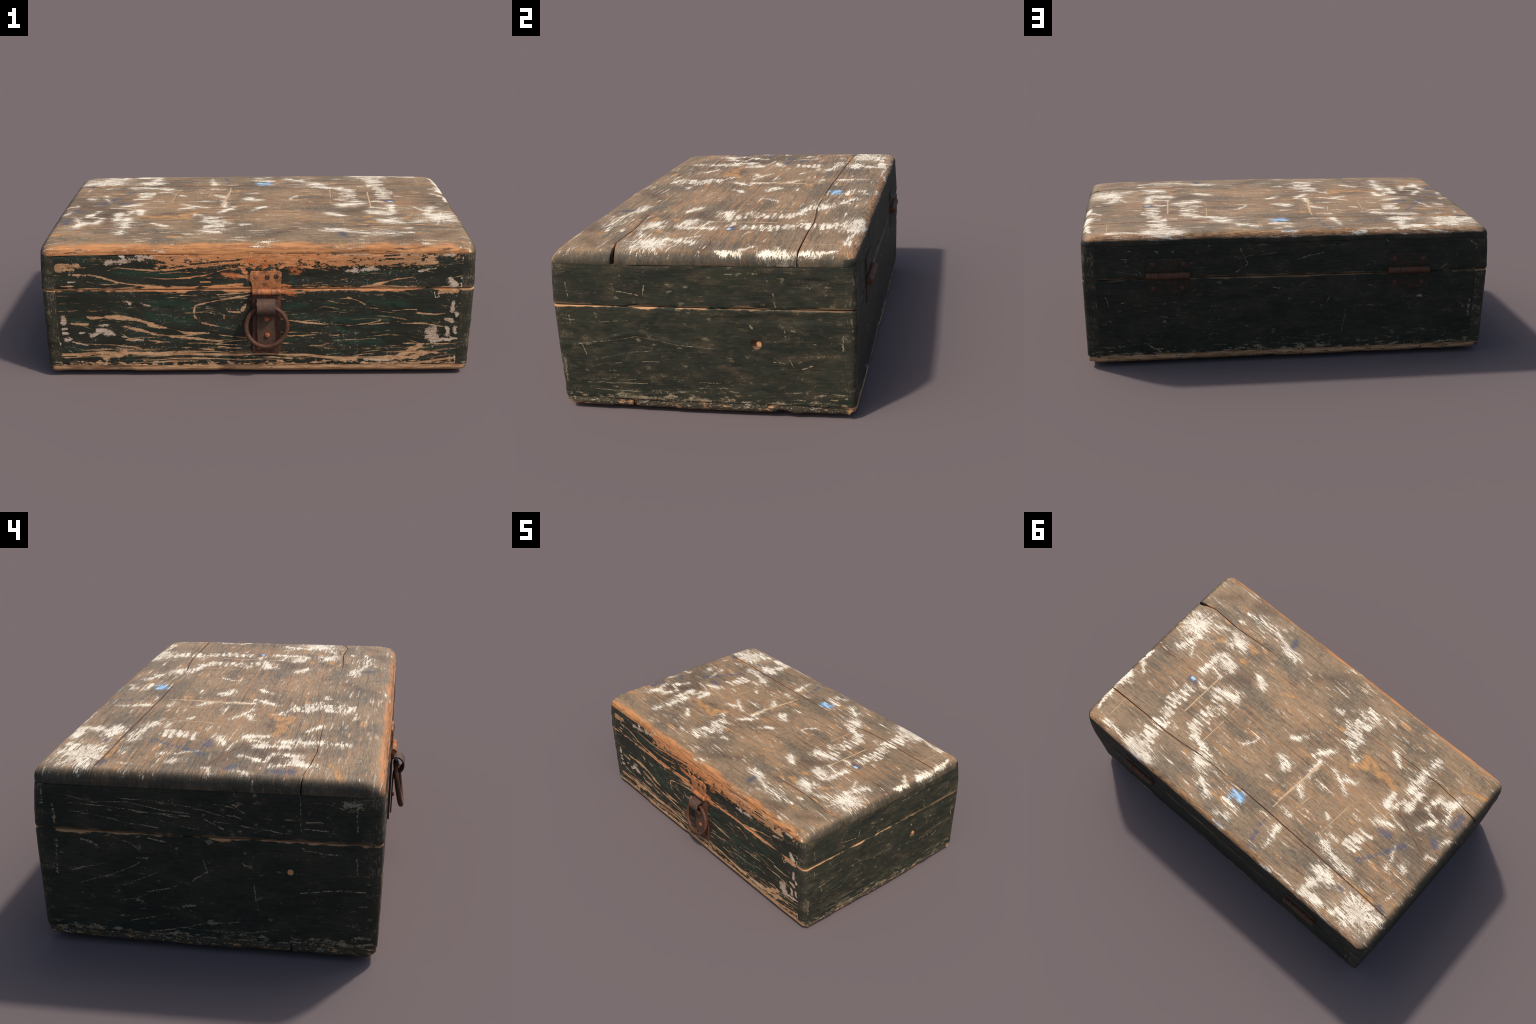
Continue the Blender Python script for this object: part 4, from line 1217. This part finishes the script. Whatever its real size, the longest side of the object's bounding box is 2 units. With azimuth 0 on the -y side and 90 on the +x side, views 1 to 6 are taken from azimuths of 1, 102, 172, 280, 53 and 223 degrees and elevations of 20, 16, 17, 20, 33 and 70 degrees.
def side_paint(name, axis, table, wearx=(0.93, 0.97), dirt=0.5, seed=0.0, mid=0.0, lipwidth=1.0, lipfade=None):
    """dull green-black paint on the ends and the back: axis 0 = an end (y, z), 1 = the back (x, z)"""
    g = Graph(name)
    x, y, z = g.xyz(g.co)
    u = x if axis else y
    fibre = g.n((16, 16, 130), 3, 0.6, shift=2 + seed)
    fine = g.n((10, 10, 380), 2, 0.6, shift=3 + seed)
    speck = g.n((130, 130, 170), 3, 0.7, shift=5 + seed)
    patch = g.n((4, 4, 7), 4, 0.6, shift=8 + seed)
    patch2 = g.n((9, 9, 20), 4, 0.6, shift=18 + seed)
    smear = g.n((24, 24, 70), 4, 0.65, shift=28 + seed)
    rag = g.even(g.mad(fibre, 0.2, g.mad(smear, 0.4, g.mul(speck, 0.4))), 0.40, 0.60)
    col = g.mix(g.step(patch, 0.40, 0.60), PAINT, PAINT_OLIVE)
    col = g.mix(g.mul(g.step(patch2, 0.50, 0.66), dirt), col, PAINT_BROWN)
    col = g.mix(g.mul(g.step(smear, 0.54, 0.68), 0.6 * dirt), col, (0.078, 0.061, 0.036))
    col = g.mix(g.mul(g.step(patch2, 0.44, 0.34), 0.6), col, (0.012, 0.020, 0.014))
    col = g.mix(g.mul(g.step(fine, 0.52, 0.64), 0.30), col, (0.056, 0.053, 0.036))
    col = g.mix(g.mul(g.step(fibre, 0.45, 0.34), 0.5), col, (0.012, 0.012, 0.009))
    # pale scuffs: hairlines with the grain, specks and chips
    pale = g.mix(g.step(speck, 0.4, 0.6), (0.125, 0.108, 0.066), (0.31, 0.245, 0.155))
    dip = g.mul(g.sub(g.n((2.2, 2.2, 2), 2, 0.5, shift=31 + seed), 0.5), 0.16)
    rv = g.n((2.6, 2.6, 80), 3, 0.5, shift=12 + seed, co=g.comb(x, y, g.add(z, dip)))
    low = g.step(z, 0.17, 0.08)
    hair = g.mul(g.step(rv, 0.595, 0.630), g.mul(g.step(g.mad(low, 0.20, patch2), 0.53, 0.70), g.step(rag, 0.35, 0.8)))
    dots = g.mul(g.step(g.mad(speck, 0.6, g.mul(smear, 0.4)), 0.60, 0.635), g.step(g.mad(low, 0.06, patch2), 0.44, 0.60))
    cd, cc = g.cells((23, 23, 31), shift=3 + seed)
    cr, cg_, cb = g.xyz(cc)
    chips = g.step(g.mad(cg_, -0.16, g.mad(g.sub(smear, 0.5), 1.6, g.mad(g.sub(speck, 0.5), 1.0, cd))), 0.07, 0.0)
    chips = g.mul(chips, g.step(cr, 0.84, 0.90))
    marks = g.hi(g.mul(hair, 0.7), g.hi(g.mul(dots, 0.65), g.mul(chips, 0.6)))
    col = g.mix(marks, col, pale)
    # hand-placed scratches
    _, wc = g.noise((22, 22, 34), 3, 0.6, shift=41)
    warp = g.vec("SCALE", g.vec("SUBTRACT", wc, (0.5, 0.5, 0.5)), s=0.012)
    px, py, pz = g.xyz(g.vec("ADD", g.co, warp))
    P = g.comb(px if axis else py, pz)
    s = g.strokes(P, table)
    sm = g.dry(s, rag, 0.82, 0.5, 0.2)
    col = g.mix(g.mul(sm, 0.85), col, g.mix(g.step(patch2, 0.42, 0.58), (0.33, 0.235, 0.135), (0.235, 0.215, 0.15)))
    # rubbed upright corners
    au = g.math("ABSOLUTE", g.sub(u, mid))
    cw = g.step(g.mad(g.sub(patch2, 0.5), 0.12, au), wearx[0], wearx[1])
    bristle = g.n((170, 170, 44), 3, 0.65, shift=17 + seed)
    col = g.mix(g.mul(cw, 0.45), col, (0.048, 0.040, 0.026))
    col = g.mix(g.mul(cw, g.mul(g.step(g.mad(patch2, 0.45, g.mul(bristle, 0.75)), 0.655, 0.71), 0.40)), col, (0.24, 0.205, 0.145))
    # bare seam lip on the tray and a little on the lid's lower arris
    lipn = g.mad(g.sub(fibre, 0.5), 0.014, g.mul(g.sub(patch2, 0.5), 0.040))
    lip = g.mul(g.step(g.add(g.sub(z, 0.4355), lipn), -0.002, 0.003), g.step(z, 0.4418, 0.4410))
    lip = g.mul(lip, g.mul(g.step(g.mad(fibre, 0.4, patch2), 0.52, 0.66), lipwidth))
    if lipfade:
        lip = g.mul(lip, g.mad(g.step(u, *lipfade), 0.75, 0.25))
    col = g.mix(lip, col, g.mix(fine, (0.36, 0.18, 0.080), (0.56, 0.32, 0.155)))
    up = g.mul(g.step(g.add(g.sub(0.4490, z), lipn), -0.002, 0.003), g.step(z, 0.4418, 0.4426))
    col = g.mix(g.mul(up, 0.5), col, (0.20, 0.12, 0.065))
    # scuffed foot
    foot = g.step(g.add(g.sub(0.066, z), g.mad(g.sub(smear, 0.5), 0.13, g.mul(g.sub(patch2, 0.5), 0.14))), -0.004, 0.012)
    col = g.mix(g.mul(foot, 0.75), col, g.mix(g.step(g.mad(smear, 0.5, g.mul(speck, 0.5)), 0.47, 0.57), (0.070, 0.053, 0.031), (0.33, 0.255, 0.16)))
    if axis == 0:
        # raw wood in the peg hole
        plug = g.vec("DISTANCE", g.co, (0.985, 0.232, 0.301))
        pm = g.mul(g.step(plug, 0.0225, 0.019), g.step(x, 0.9, 0.95))
        col = g.mix(pm, col, g.mix(speck, (0.10, 0.06, 0.035), (0.16, 0.09, 0.05)))
    bump = g.mad(fibre, 0.5, g.mad(fine, 0.3, g.mul(patch2, 0.4)))
    return g.finish(col, g.mad(smear, 0.3, 0.48), bump, 0.5, 0.0035, spec=0.16)


def floor_wood():
    g = Graph("scuffed_bottom_board_wood")
    x, y, z = g.xyz(g.co)
    fibre = g.n((12, 60, 110), 3, 0.6, shift=2)
    speck = g.n((110, 110, 150), 3, 0.7, shift=5)
    patch2 = g.n((9, 9, 18), 4, 0.6, shift=18)
    smear = g.n((22, 22, 70), 4, 0.65, shift=28)
    wood = g.mix(g.step(fibre, 0.35, 0.62), (0.28, 0.14, 0.065), (0.50, 0.285, 0.14))
    dark = g.mix(patch2, PAINT, (0.085, 0.066, 0.040))
    front = g.step(y, -0.50, -0.545)
    back = g.step(y, 0.54, 0.58)
    tip = g.step(g.math("ABSOLUTE", x), 0.985, 0.955)
    cover = g.step(g.mad(g.mul(front, tip), -0.25, g.mad(g.mul(back, tip), -0.17, smear)), 0.36, 0.44)
    col = g.mix(cover, wood, dark)
    col = g.mix(g.mul(g.step(g.mad(speck, 0.6, g.mul(smear, 0.5)), 0.60, 0.68), 0.75), col, (0.50, 0.41, 0.29))
    under = g.step(z, 0.026, 0.014)
    col = g.mix(g.mul(under, 0.6), col, (0.20, 0.085, 0.045))
    return g.finish(col, 0.62, g.mad(fibre, 0.6, g.mul(smear, 0.6)), 0.6, 0.004, spec=0.25)


def rust(name, base, bright, grey, painted=0.0, seed=0.0, blotch=0.0):
    g = Graph(name)
    a = g.n((28, 28, 28), 4, 0.65, shift=seed)
    b = g.n((90, 90, 90), 4, 0.7, shift=seed + 4)
    c = g.n((260, 260, 260), 2, 0.6, shift=seed + 9)
    col = g.mix(g.step(a, 0.38, 0.62), base, grey)
    col = g.mix(g.mul(g.step(b, 0.50, 0.66), 0.7), col, bright)
    col = g.mix(g.mul(g.step(b, 0.42, 0.30), 0.6), col, tuple(v * 0.4 for v in base))
    if blotch:
        col = g.mix(g.mul(g.step(g.mad(b, 0.3, g.mul(a, 0.8)), 0.58, 0.66), blotch), col, (0.11, 0.048, 0.026))
    if painted:
        col = g.mix(g.mul(g.step(g.mad(b, 0.5, a), 0.86, 0.70), painted), col, PAINT)
    return g.finish(col, g.mad(b, 0.3, 0.48), g.mad(b, 0.7, g.mul(c, 0.4)), 0.6, 0.002, spec=0.18)


def peg_wood():
    g = Graph("raw_peg_end_grain")
    b = g.n((150, 150, 150), 3, 0.7)
    return g.finish(g.mix(b, (0.36, 0.16, 0.06), (0.70, 0.36, 0.155)), 0.7, b, 0.5, 0.002)


def dark_wood():
    g = Graph("dark_inner_wood")
    b = g.n((10, 60, 60), 3, 0.6)
    return g.finish(g.mix(b, (0.05, 0.03, 0.018), (0.13, 0.075, 0.04)), 0.7, b, 0.4, 0.002)


# ----------------------------------------------------------------- metalwork
def bm_object(name, bm, mat, smooth=35):
    me = bpy.data.meshes.new(name)
    bmesh.ops.recalc_face_normals(bm, faces=bm.faces)
    bm.to_mesh(me)
    bm.free()
    me.materials.append(mat)
    ob = bpy.data.objects.new(name, me)
    bpy.context.scene.collection.objects.link(ob)
    me.polygons.foreach_set("use_smooth", np.ones(len(me.polygons), bool))
    me.set_sharp_from_angle(angle=math.radians(smooth))
    return ob


def round_outline(pts, radii, n=5):
    """polygon with rounded corners, as a list of 2D points"""
    out = []
    m = len(pts)
    for i in range(m):
        p, a, b = Vector(pts[i]), Vector(pts[i - 1]), Vector(pts[(i + 1) % m])
        r = radii[i] if isinstance(radii, (list, tuple)) else radii
        if r <= 0:
            out.append(p)
            continue
        da, db = (a - p).normalized() * r, (b - p).normalized() * r
        for k in range(n + 1):
            t = k / n
            out.append((p + da) * (1 - t) ** 2 + p * 2 * t * (1 - t) + (p + db) * t ** 2)
    return out


def plate(name, outline, y_in, y_out, mat, bevel=0.0012, lean=None):
    """sheet metal cut to an outline in x-z, its outer face rounded over"""
    bm = bmesh.new()
    back = [bm.verts.new((p[0], y_in, p[1])) for p in outline]
    f = bm.faces.new(back)
    r = bmesh.ops.extrude_face_region(bm, geom=[f])
    new = [v for v in r["geom"] if isinstance(v, bmesh.types.BMVert)]
    for v in new:
        v.co.y = y_out
    front = [e for e in bm.edges if e.verts[0] in new and e.verts[1] in new]
    bmesh.ops.bevel(bm, geom=front, offset=bevel, segments=2, profile=0.6, affect="EDGES")
    if lean:
        for v in bm.verts:
            v.co.y += lean(v.co.z)
    return bm_object(name, bm, mat)


def rod(name, x0, x1, y, z, r, mat, knuckles=(), wobble=0.03, seg=24):
    """horizontal barrel along x; knuckle joints are fine grooves"""
    prof = [(x0, 0.55), (x0 + 0.0012, 0.92), (x0 + 0.003, 1.0)]
    for k in sorted(knuckles):
        prof += [(k - 0.0020, 1.0), (k - 0.0006, 0.86), (k + 0.0006, 0.86), (k + 0.0020, 1.0)]
    prof += [(x1 - 0.003, 1.0), (x1 - 0.0012, 0.92), (x1, 0.55)]
    fill = []
    for (a, ra), (b, rb) in zip(prof[:-1], prof[1:]):
        k = max(1, int((b - a) / 0.008))
        fill += [(a + (b - a) * i / k, ra + (rb - ra) * i / k) for i in range(k)]
    fill.append(prof[-1])
    bm = bmesh.new()
    rings = []
    for i, (x, f) in enumerate(fill):
        ring = []
        for s in range(seg):
            a = 2 * math.pi * s / seg
            rr = r * f * (1 + wobble * math.sin(3 * a + 40 * x) + wobble * 0.6 * math.sin(110 * x + a))
            ring.append(bm.verts.new((x, y + rr * math.cos(a), z + rr * math.sin(a))))
        rings.append(ring)
    for p, q in zip(rings[:-1], rings[1:]):
        for s in range(seg):
            bm.faces.new((p[s], p[(s + 1) % seg], q[(s + 1) % seg], q[s]))
    bm.faces.new(rings[0][::-1])
    bm.faces.new(rings[-1])
    return bm_object(name, bm, mat, 50)


def strap(name, path, x0, x1, thick, mat):
    """flat band swept along a path in the y-z plane"""
    pts = [Vector(p) for p in path]
    for _ in range(2):                                   # corner cutting
        q = [pts[0]]
        for a, b in zip(pts[:-1], pts[1:]):
            q += [a.lerp(b, 0.25), a.lerp(b, 0.75)]
        pts = q + [pts[-1]]
    bm = bmesh.new()
    rows = []
    for i, p in enumerate(pts):
        t = (pts[min(i + 1, len(pts) - 1)] - pts[max(i - 1, 0)]).normalized()
        nrm = Vector((-t.y, t.x))
        w = 0.0015 * math.sin(i * 0.7)
        sec = [(x0 + w, 0), (x0 + w + 0.001, 1), (x1 + w - 0.001, 1), (x1 + w, 0), (x1 + w - 0.001, -1), (x0 + w + 0.001, -1)]
        rows.append([bm.verts.new((x, p.x + nrm.x * s * thick / 2, p.y + nrm.y * s * thick / 2)) for x, s in sec])
    for a, b in zip(rows[:-1], rows[1:]):
        for k in range(6):
            bm.faces.new((a[k], a[(k + 1) % 6], b[(k + 1) % 6], b[k]))
    bm.faces.new(rows[0])
    bm.faces.new(rows[-1][::-1])
    return bm_object(name, bm, mat, 40)


def dome_mesh(name, r, h, mat, slot=False):
    """rivet or screw head standing on the x-z plane, looking along -y; local origin at its base"""
    bm = bmesh.new()
    seg, prof = 20, [(1.0, 0.0), (1.0, 0.25), (0.93, 0.55), (0.75, 0.82), (0.45, 0.97)]
    rings = [[bm.verts.new((r * f * math.cos(2 * math.pi * s / seg) * (1 + 0.03 * math.sin(3 * s)), -h * d, r * f * math.sin(2 * math.pi * s / seg))) for s in range(seg)] for f, d in prof]
    for a, b in zip(rings[:-1], rings[1:]):
        for s in range(seg):
            bm.faces.new((a[s], a[(s + 1) % seg], b[(s + 1) % seg], b[s]))
    top = bm.verts.new((0, -h, 0))
    for s in range(seg):
        bm.faces.new((rings[-1][s], rings[-1][(s + 1) % seg], top))
    if slot:
        for v in bm.verts:
            if abs(v.co.z) < r * 0.16 and v.co.y < -h * 0.5:
                v.co.y += h * 0.5
    me = bpy.data.meshes.new(name)
    bmesh.ops.recalc_face_normals(bm, faces=bm.faces)
    bm.to_mesh(me)
    bm.free()
    me.materials.append(mat)
    me.polygons.foreach_set("use_smooth", np.ones(len(me.polygons), bool))
    return me


def place(me, name, loc, rot=(0, 0, 0)):
    ob = bpy.data.objects.new(name, me)
    ob.location, ob.rotation_euler = loc, rot
    bpy.context.scene.collection.objects.link(ob)
    return ob


def torus(name, centre, R, r, tilt, mat, nu=72, nv=18):
    bm = bmesh.new()
    rows = []
    for i in range(nu):
        a = 2 * math.pi * i / nu
        rr = r * (1 + 0.05 * math.sin(2 * a + 1) + 0.03 * math.sin(5 * a))
        RR = R * (1 + 0.008 * math.sin(2 * a) + 0.006 * math.sin(3 * a + 1))
        row = []
        for j in range(nv):
            b = 2 * math.pi * j / nv
            v = Vector(((RR + rr * math.cos(b)) * math.cos(a), rr * math.sin(b), (RR + rr * math.cos(b)) * math.sin(a)))
            row.append(bm.verts.new(v))
        rows.append(row)
    for i in range(nu):
        for j in range(nv):
            bm.faces.new((rows[i][j], rows[(i + 1) % nu][j], rows[(i + 1) % nu][(j + 1) % nv], rows[i][(j + 1) % nv]))
    bm.transform(Matrix.Translation(centre) @ Matrix.Rotation(tilt, 4, "X"))
    return bm_object(name, bm, mat, 80)


# ------------------------------------------------------------------ assembly
M_TOPS = [top_wood("weathered_front_plank", -0.62, -0.33), top_wood("weathered_middle_plank", -0.33, 0.385), top_wood("weathered_back_plank", 0.385, 0.64)]
M_FRONT_LID = front_paint("flaking_paint_lid_front", True)
M_FRONT_TRAY = front_paint("flaking_paint_tray_front", False)
M_RIGHT = side_paint("dull_green_paint_right_end", 0, SCRATCHES_ON_RIGHT_END, wearx=(0.53, 0.60), dirt=0.9, seed=1.0, mid=0.016, lipfade=(0.35, -0.1))
M_LEFT = side_paint("dull_green_paint_left_end", 0, SCRATCHES_ON_LEFT_END, wearx=(0.53, 0.60), dirt=0.35, seed=50.0, mid=0.016)
M_BACK = side_paint("dull_green_paint_back", 1, SCRATCHES_ON_BACK, wearx=(0.93, 0.99), dirt=0.3, seed=90.0, lipwidth=0.35)
M_FLOOR = floor_wood()
M_RUST = rust("brown_rusted_iron", (0.070, 0.029, 0.017), (0.155, 0.052, 0.022), (0.082, 0.042, 0.029))
M_STRAP = rust("grey_brown_rusted_strap", (0.088, 0.050, 0.034), (0.15, 0.066, 0.034), (0.064, 0.044, 0.035), seed=3)
M_ORANGE = rust("orange_rust_film_iron", (0.40, 0.150, 0.058), (0.60, 0.26, 0.11), (0.27, 0.105, 0.045), seed=7, blotch=0.8)
M_RIVET = rust("bright_rust_rivet", (0.34, 0.085, 0.025), (0.48, 0.17, 0.06), (0.22, 0.07, 0.03), seed=11)
M_PIN = rust("dark_rust_hinge_barrel", (0.095, 0.039, 0.020), (0.155, 0.064, 0.029), (0.068, 0.038, 0.026), seed=15)
M_LEAF = rust("painted_hinge_leaf", (0.029, 0.025, 0.017), (0.085, 0.041, 0.020), (0.040, 0.029, 0.018), painted=0.65, seed=19)
M_PEG = peg_wood()
M_DARK = dark_wood()
WALLS = [M_FRONT_TRAY, M_BACK, M_RIGHT, M_LEFT]
LID_WALLS = [M_FRONT_LID, M_BACK, M_RIGHT, M_LEFT]

box = bpy.data.objects.new("wooden_box", None)
bpy.context.scene.collection.objects.link(box)
box["label"] = "old wooden chest with flaking dark green paint and rusty hasp"
box["category"] = "wooden box"

parts = []


def child(ob, parent):
    ob.parent = parent
    parts.append(ob)
    return ob


tray = child(wall_frame("tray", "tray", FLOOR_LINE, SEAM - 0.0012, (0.007, 0.007, 0.007), (0.0025, 0.0025, 0.0025), WALLS), box)
child(bottom_board("bottom_board", FRONT + 0.002, -0.283, [M_FLOOR]), tray)
child(bottom_board("bottom_board", -0.280, BACK - 0.002, [M_FLOOR]), tray)
lid = child(wall_frame("lid", "lid", SEAM + 0.0012, LID_LINE - 0.0003, (0.0012, 0.0012, 0.0012), (0.005, 0.005, 0.005), LID_WALLS), box)
child(lid_plank("lid_plank", None, FRONT_CRACK, None, front_gap, [M_TOPS[0]]), lid)
child(lid_plank("lid_plank", FRONT_CRACK, BACK_CRACK, front_gap, back_gap, [M_TOPS[1]]), lid)
child(lid_plank("lid_plank", BACK_CRACK, None, back_gap, None, [M_TOPS[2]]), lid)

# rabbet strips behind the seams keep the joints dark
V, F, n0 = [], [], 0
xi, yf, yb = HALF_X - 0.03, FRONT + 0.03, BACK - 0.03
for lo, hi in (((-xi, yf, 0.41), (xi, yf + 0.02, 0.475)), ((-xi, yb - 0.02, 0.41), (xi, yb, 0.475)),
               ((-xi, yf + 0.021, 0.41), (-xi + 0.02, yb - 0.021, 0.475)), ((xi - 0.02, yf + 0.021, 0.41), (xi, yb - 0.021, 0.475))):
    p, f = lattice_box(*[np.linspace(a, b, 2) for a, b in zip(lo, hi)])
    V.append(p)
    F.append(f + n0)
    n0 += len(p)
child(make_object("inner_rabbet", np.concatenate(V), np.concatenate(F), [M_DARK], smooth=False), tray)

# pegs: one sunk into the right end, one flush with the left end
pegm = bmesh.new()
bmesh.ops.create_cone(pegm, cap_ends=True, segments=24, radius1=0.0125, radius2=0.0118, depth=0.02)
bmesh.ops.bevel(pegm, geom=[e for e in pegm.edges if abs(e.verts[0].co.z - e.verts[1].co.z) < 1e-5], offset=0.0012, segments=2, affect="EDGES")
bmesh.ops.rotate(pegm, verts=pegm.verts, matrix=Matrix.Rotation(math.pi / 2, 3, "Y"))
peg_me = bpy.data.meshes.new("peg")
pegm.to_mesh(peg_me)
pegm.free()
peg_me.materials.append(M_PEG)


def surface_x(ob, side, y, z):
    """outermost x of a wall near (y, z)"""
    co = np.empty(len(ob.data.vertices) * 3, np.float32)
    ob.data.vertices.foreach_get("co", co)
    co = co.reshape(-1, 3)
    near = (np.hypot(co[:, 1] - y, co[:, 2] - z) < 0.03) & (co[:, 0] * side > 0.8)
    return side * (co[near, 0] * side).max()


child(place(peg_me, "peg", (surface_x(tray, 1, 0.24, 0.30) - 0.0165, 0.243, 0.300)), tray)
peg2 = child(place(peg_me, "peg", (surface_x(tray, -1, -0.278, 0.33) + 0.0093, -0.278, 0.330)), tray)
peg2.scale = (1, 0.92, 0.92)

# hasp on the front
slope = lambda z: 0.010 * max(0.0, 1 - z / SEAM) ** 1.5
def eaten(outline, amount, seed):
    """rust-eaten edge: the outline resampled and nibbled"""
    pts, out = [Vector(p) for p in outline], []
    for a, b in zip(pts, pts[1:] + pts[:1]):
        k = max(1, int((b - a).length / 0.004))
        out += [a.lerp(b, i / k) for i in range(k)]
    n = fbm(np.array([[p.x * 60, p.y * 60, seed] for p in out]), 2)
    mid = sum(out, Vector((0, 0))) / len(out)
    return [p + (mid - p).normalized() * max(0.0, float(v)) * amount for p, v in zip(out, n)]


hasp = child(plate("hasp", round_outline([(-0.029, 0.424), (0.102, 0.424), (0.103, 0.130), (0.094, 0.119), (-0.022, 0.119), (-0.029, 0.132)], [0.002, 0.002, 0.005, 0.004, 0.004, 0.005]), -0.566, -0.5885, M_RUST, 0.0018, slope), box)
child(plate("hasp_leaf", eaten(round_outline([(-0.029, 0.436), (0.102, 0.436), (0.104, 0.478), (0.109, 0.518), (0.103, 0.5315), (-0.032, 0.5315), (-0.040, 0.518), (-0.039, 0.492), (-0.030, 0.468)], [0.002, 0.002, 0.008, 0.005, 0.005, 0.006, 0.006, 0.009, 0.009]), 0.005, 3.3), -0.570, -0.5866, M_ORANGE, 0.0010), hasp)
child(rod("hasp_barrel", -0.029, 0.102, -0.5905, 0.4315, 0.0140, M_ORANGE, (0.0115, 0.0585)), hasp)
loop = [(-0.586, 0.388), (-0.590, 0.3965), (-0.606, 0.3985), (-0.622, 0.393), (-0.633, 0.380), (-0.637, 0.362), (-0.633, 0.345), (-0.622, 0.332), (-0.607, 0.324),
        (-0.595, 0.315), (-0.5915, 0.290), (-0.590, 0.22), (-0.588, 0.146)]
child(strap("pull_loop", loop, -0.008, 0.078, 0.0062, M_STRAP), hasp)
rivet_me = dome_mesh("rivet", 0.0125, 0.0085, M_RIVET)
child(place(rivet_me, "rivet", (0.036, -0.5935, 0.299)), hasp)
child(place(rivet_me, "rivet", (0.040, -0.5925, 0.217)), hasp)
screw_me = dome_mesh("screw", 0.0110, 0.0030, M_ORANGE, True)
screw_dark = dome_mesh("screw", 0.0120, 0.0036, M_RUST, True)
child(place(screw_me, "screw", (-0.010, -0.5866, 0.506), (0, 0.6, 0)), hasp)
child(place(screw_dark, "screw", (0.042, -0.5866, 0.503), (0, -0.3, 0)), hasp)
child(place(screw_dark, "screw", (0.083, -0.5866, 0.506), (0, 1.1, 0)), hasp)
child(torus("pull_ring", (0.036, -0.6165, 0.2705), 0.0945, 0.0104, math.radians(-9.5), M_RUST), hasp)

# hinges on the back
hinge_screw = dome_mesh("screw", 0.0115, 0.0035, M_PIN, True)
for cx, zo, sk in ((0.588, 0.0, 0.0), (-0.588, -0.006, 0.01)):
    w = 0.103
    pin_z = 0.461 + zo
    hinge = child(plate("hinge", round_outline([(cx - w, pin_z), (cx + w, pin_z), (cx + w - 0.002, 0.547 + zo), (cx - w + 0.001, 0.543 + zo)], [0.001, 0.001, 0.009, 0.009]), 0.596, 0.6180, M_LEAF, 0.0014), box)
    child(plate("hinge_leaf", round_outline([(cx - w + 0.004, 0.366 + zo), (cx + w - 0.002, 0.368 + zo), (cx + w, pin_z - 0.001), (cx - w, pin_z - 0.001)], [0.010, 0.008, 0.001, 0.001]), 0.590, 0.6175, M_LEAF, 0.0014), hinge)
    child(rod("hinge_barrel", cx - w - 0.002, cx + w + 0.002, 0.6275, pin_z, 0.0155, M_PIN, (cx - 0.05, cx + 0.045), 0.02), hinge)
    for sx in (-1, 1):
        for sz, dz in ((1, 0.517 + zo), (-1, 0.397 + zo)):
            rot = (0, RNG.uniform(0, 3), math.pi)
            child(place(hinge_screw, "screw", (cx + sx * (0.072 - 0.004 * (sz < 0)), 0.6180 if sz > 0 else 0.6175, dz), rot), hinge)

# set the lowest point on the ground and centre the bounding box
lo, hi = np.full(3, 1e9), np.full(3, -1e9)
bpy.context.view_layer.update()
for ob in parts:
    m = np.array(ob.matrix_world)
    co = np.empty(len(ob.data.vertices) * 3, np.float32)
    ob.data.vertices.foreach_get("co", co)
    w = co.reshape(-1, 3) @ m[:3, :3].T + m[:3, 3]
    lo, hi = np.minimum(lo, w.min(0)), np.maximum(hi, w.max(0))
print("EXTENT", lo.round(4), hi.round(4))
box.location = (-(lo[0] + hi[0]) / 2, 0, -lo[2])
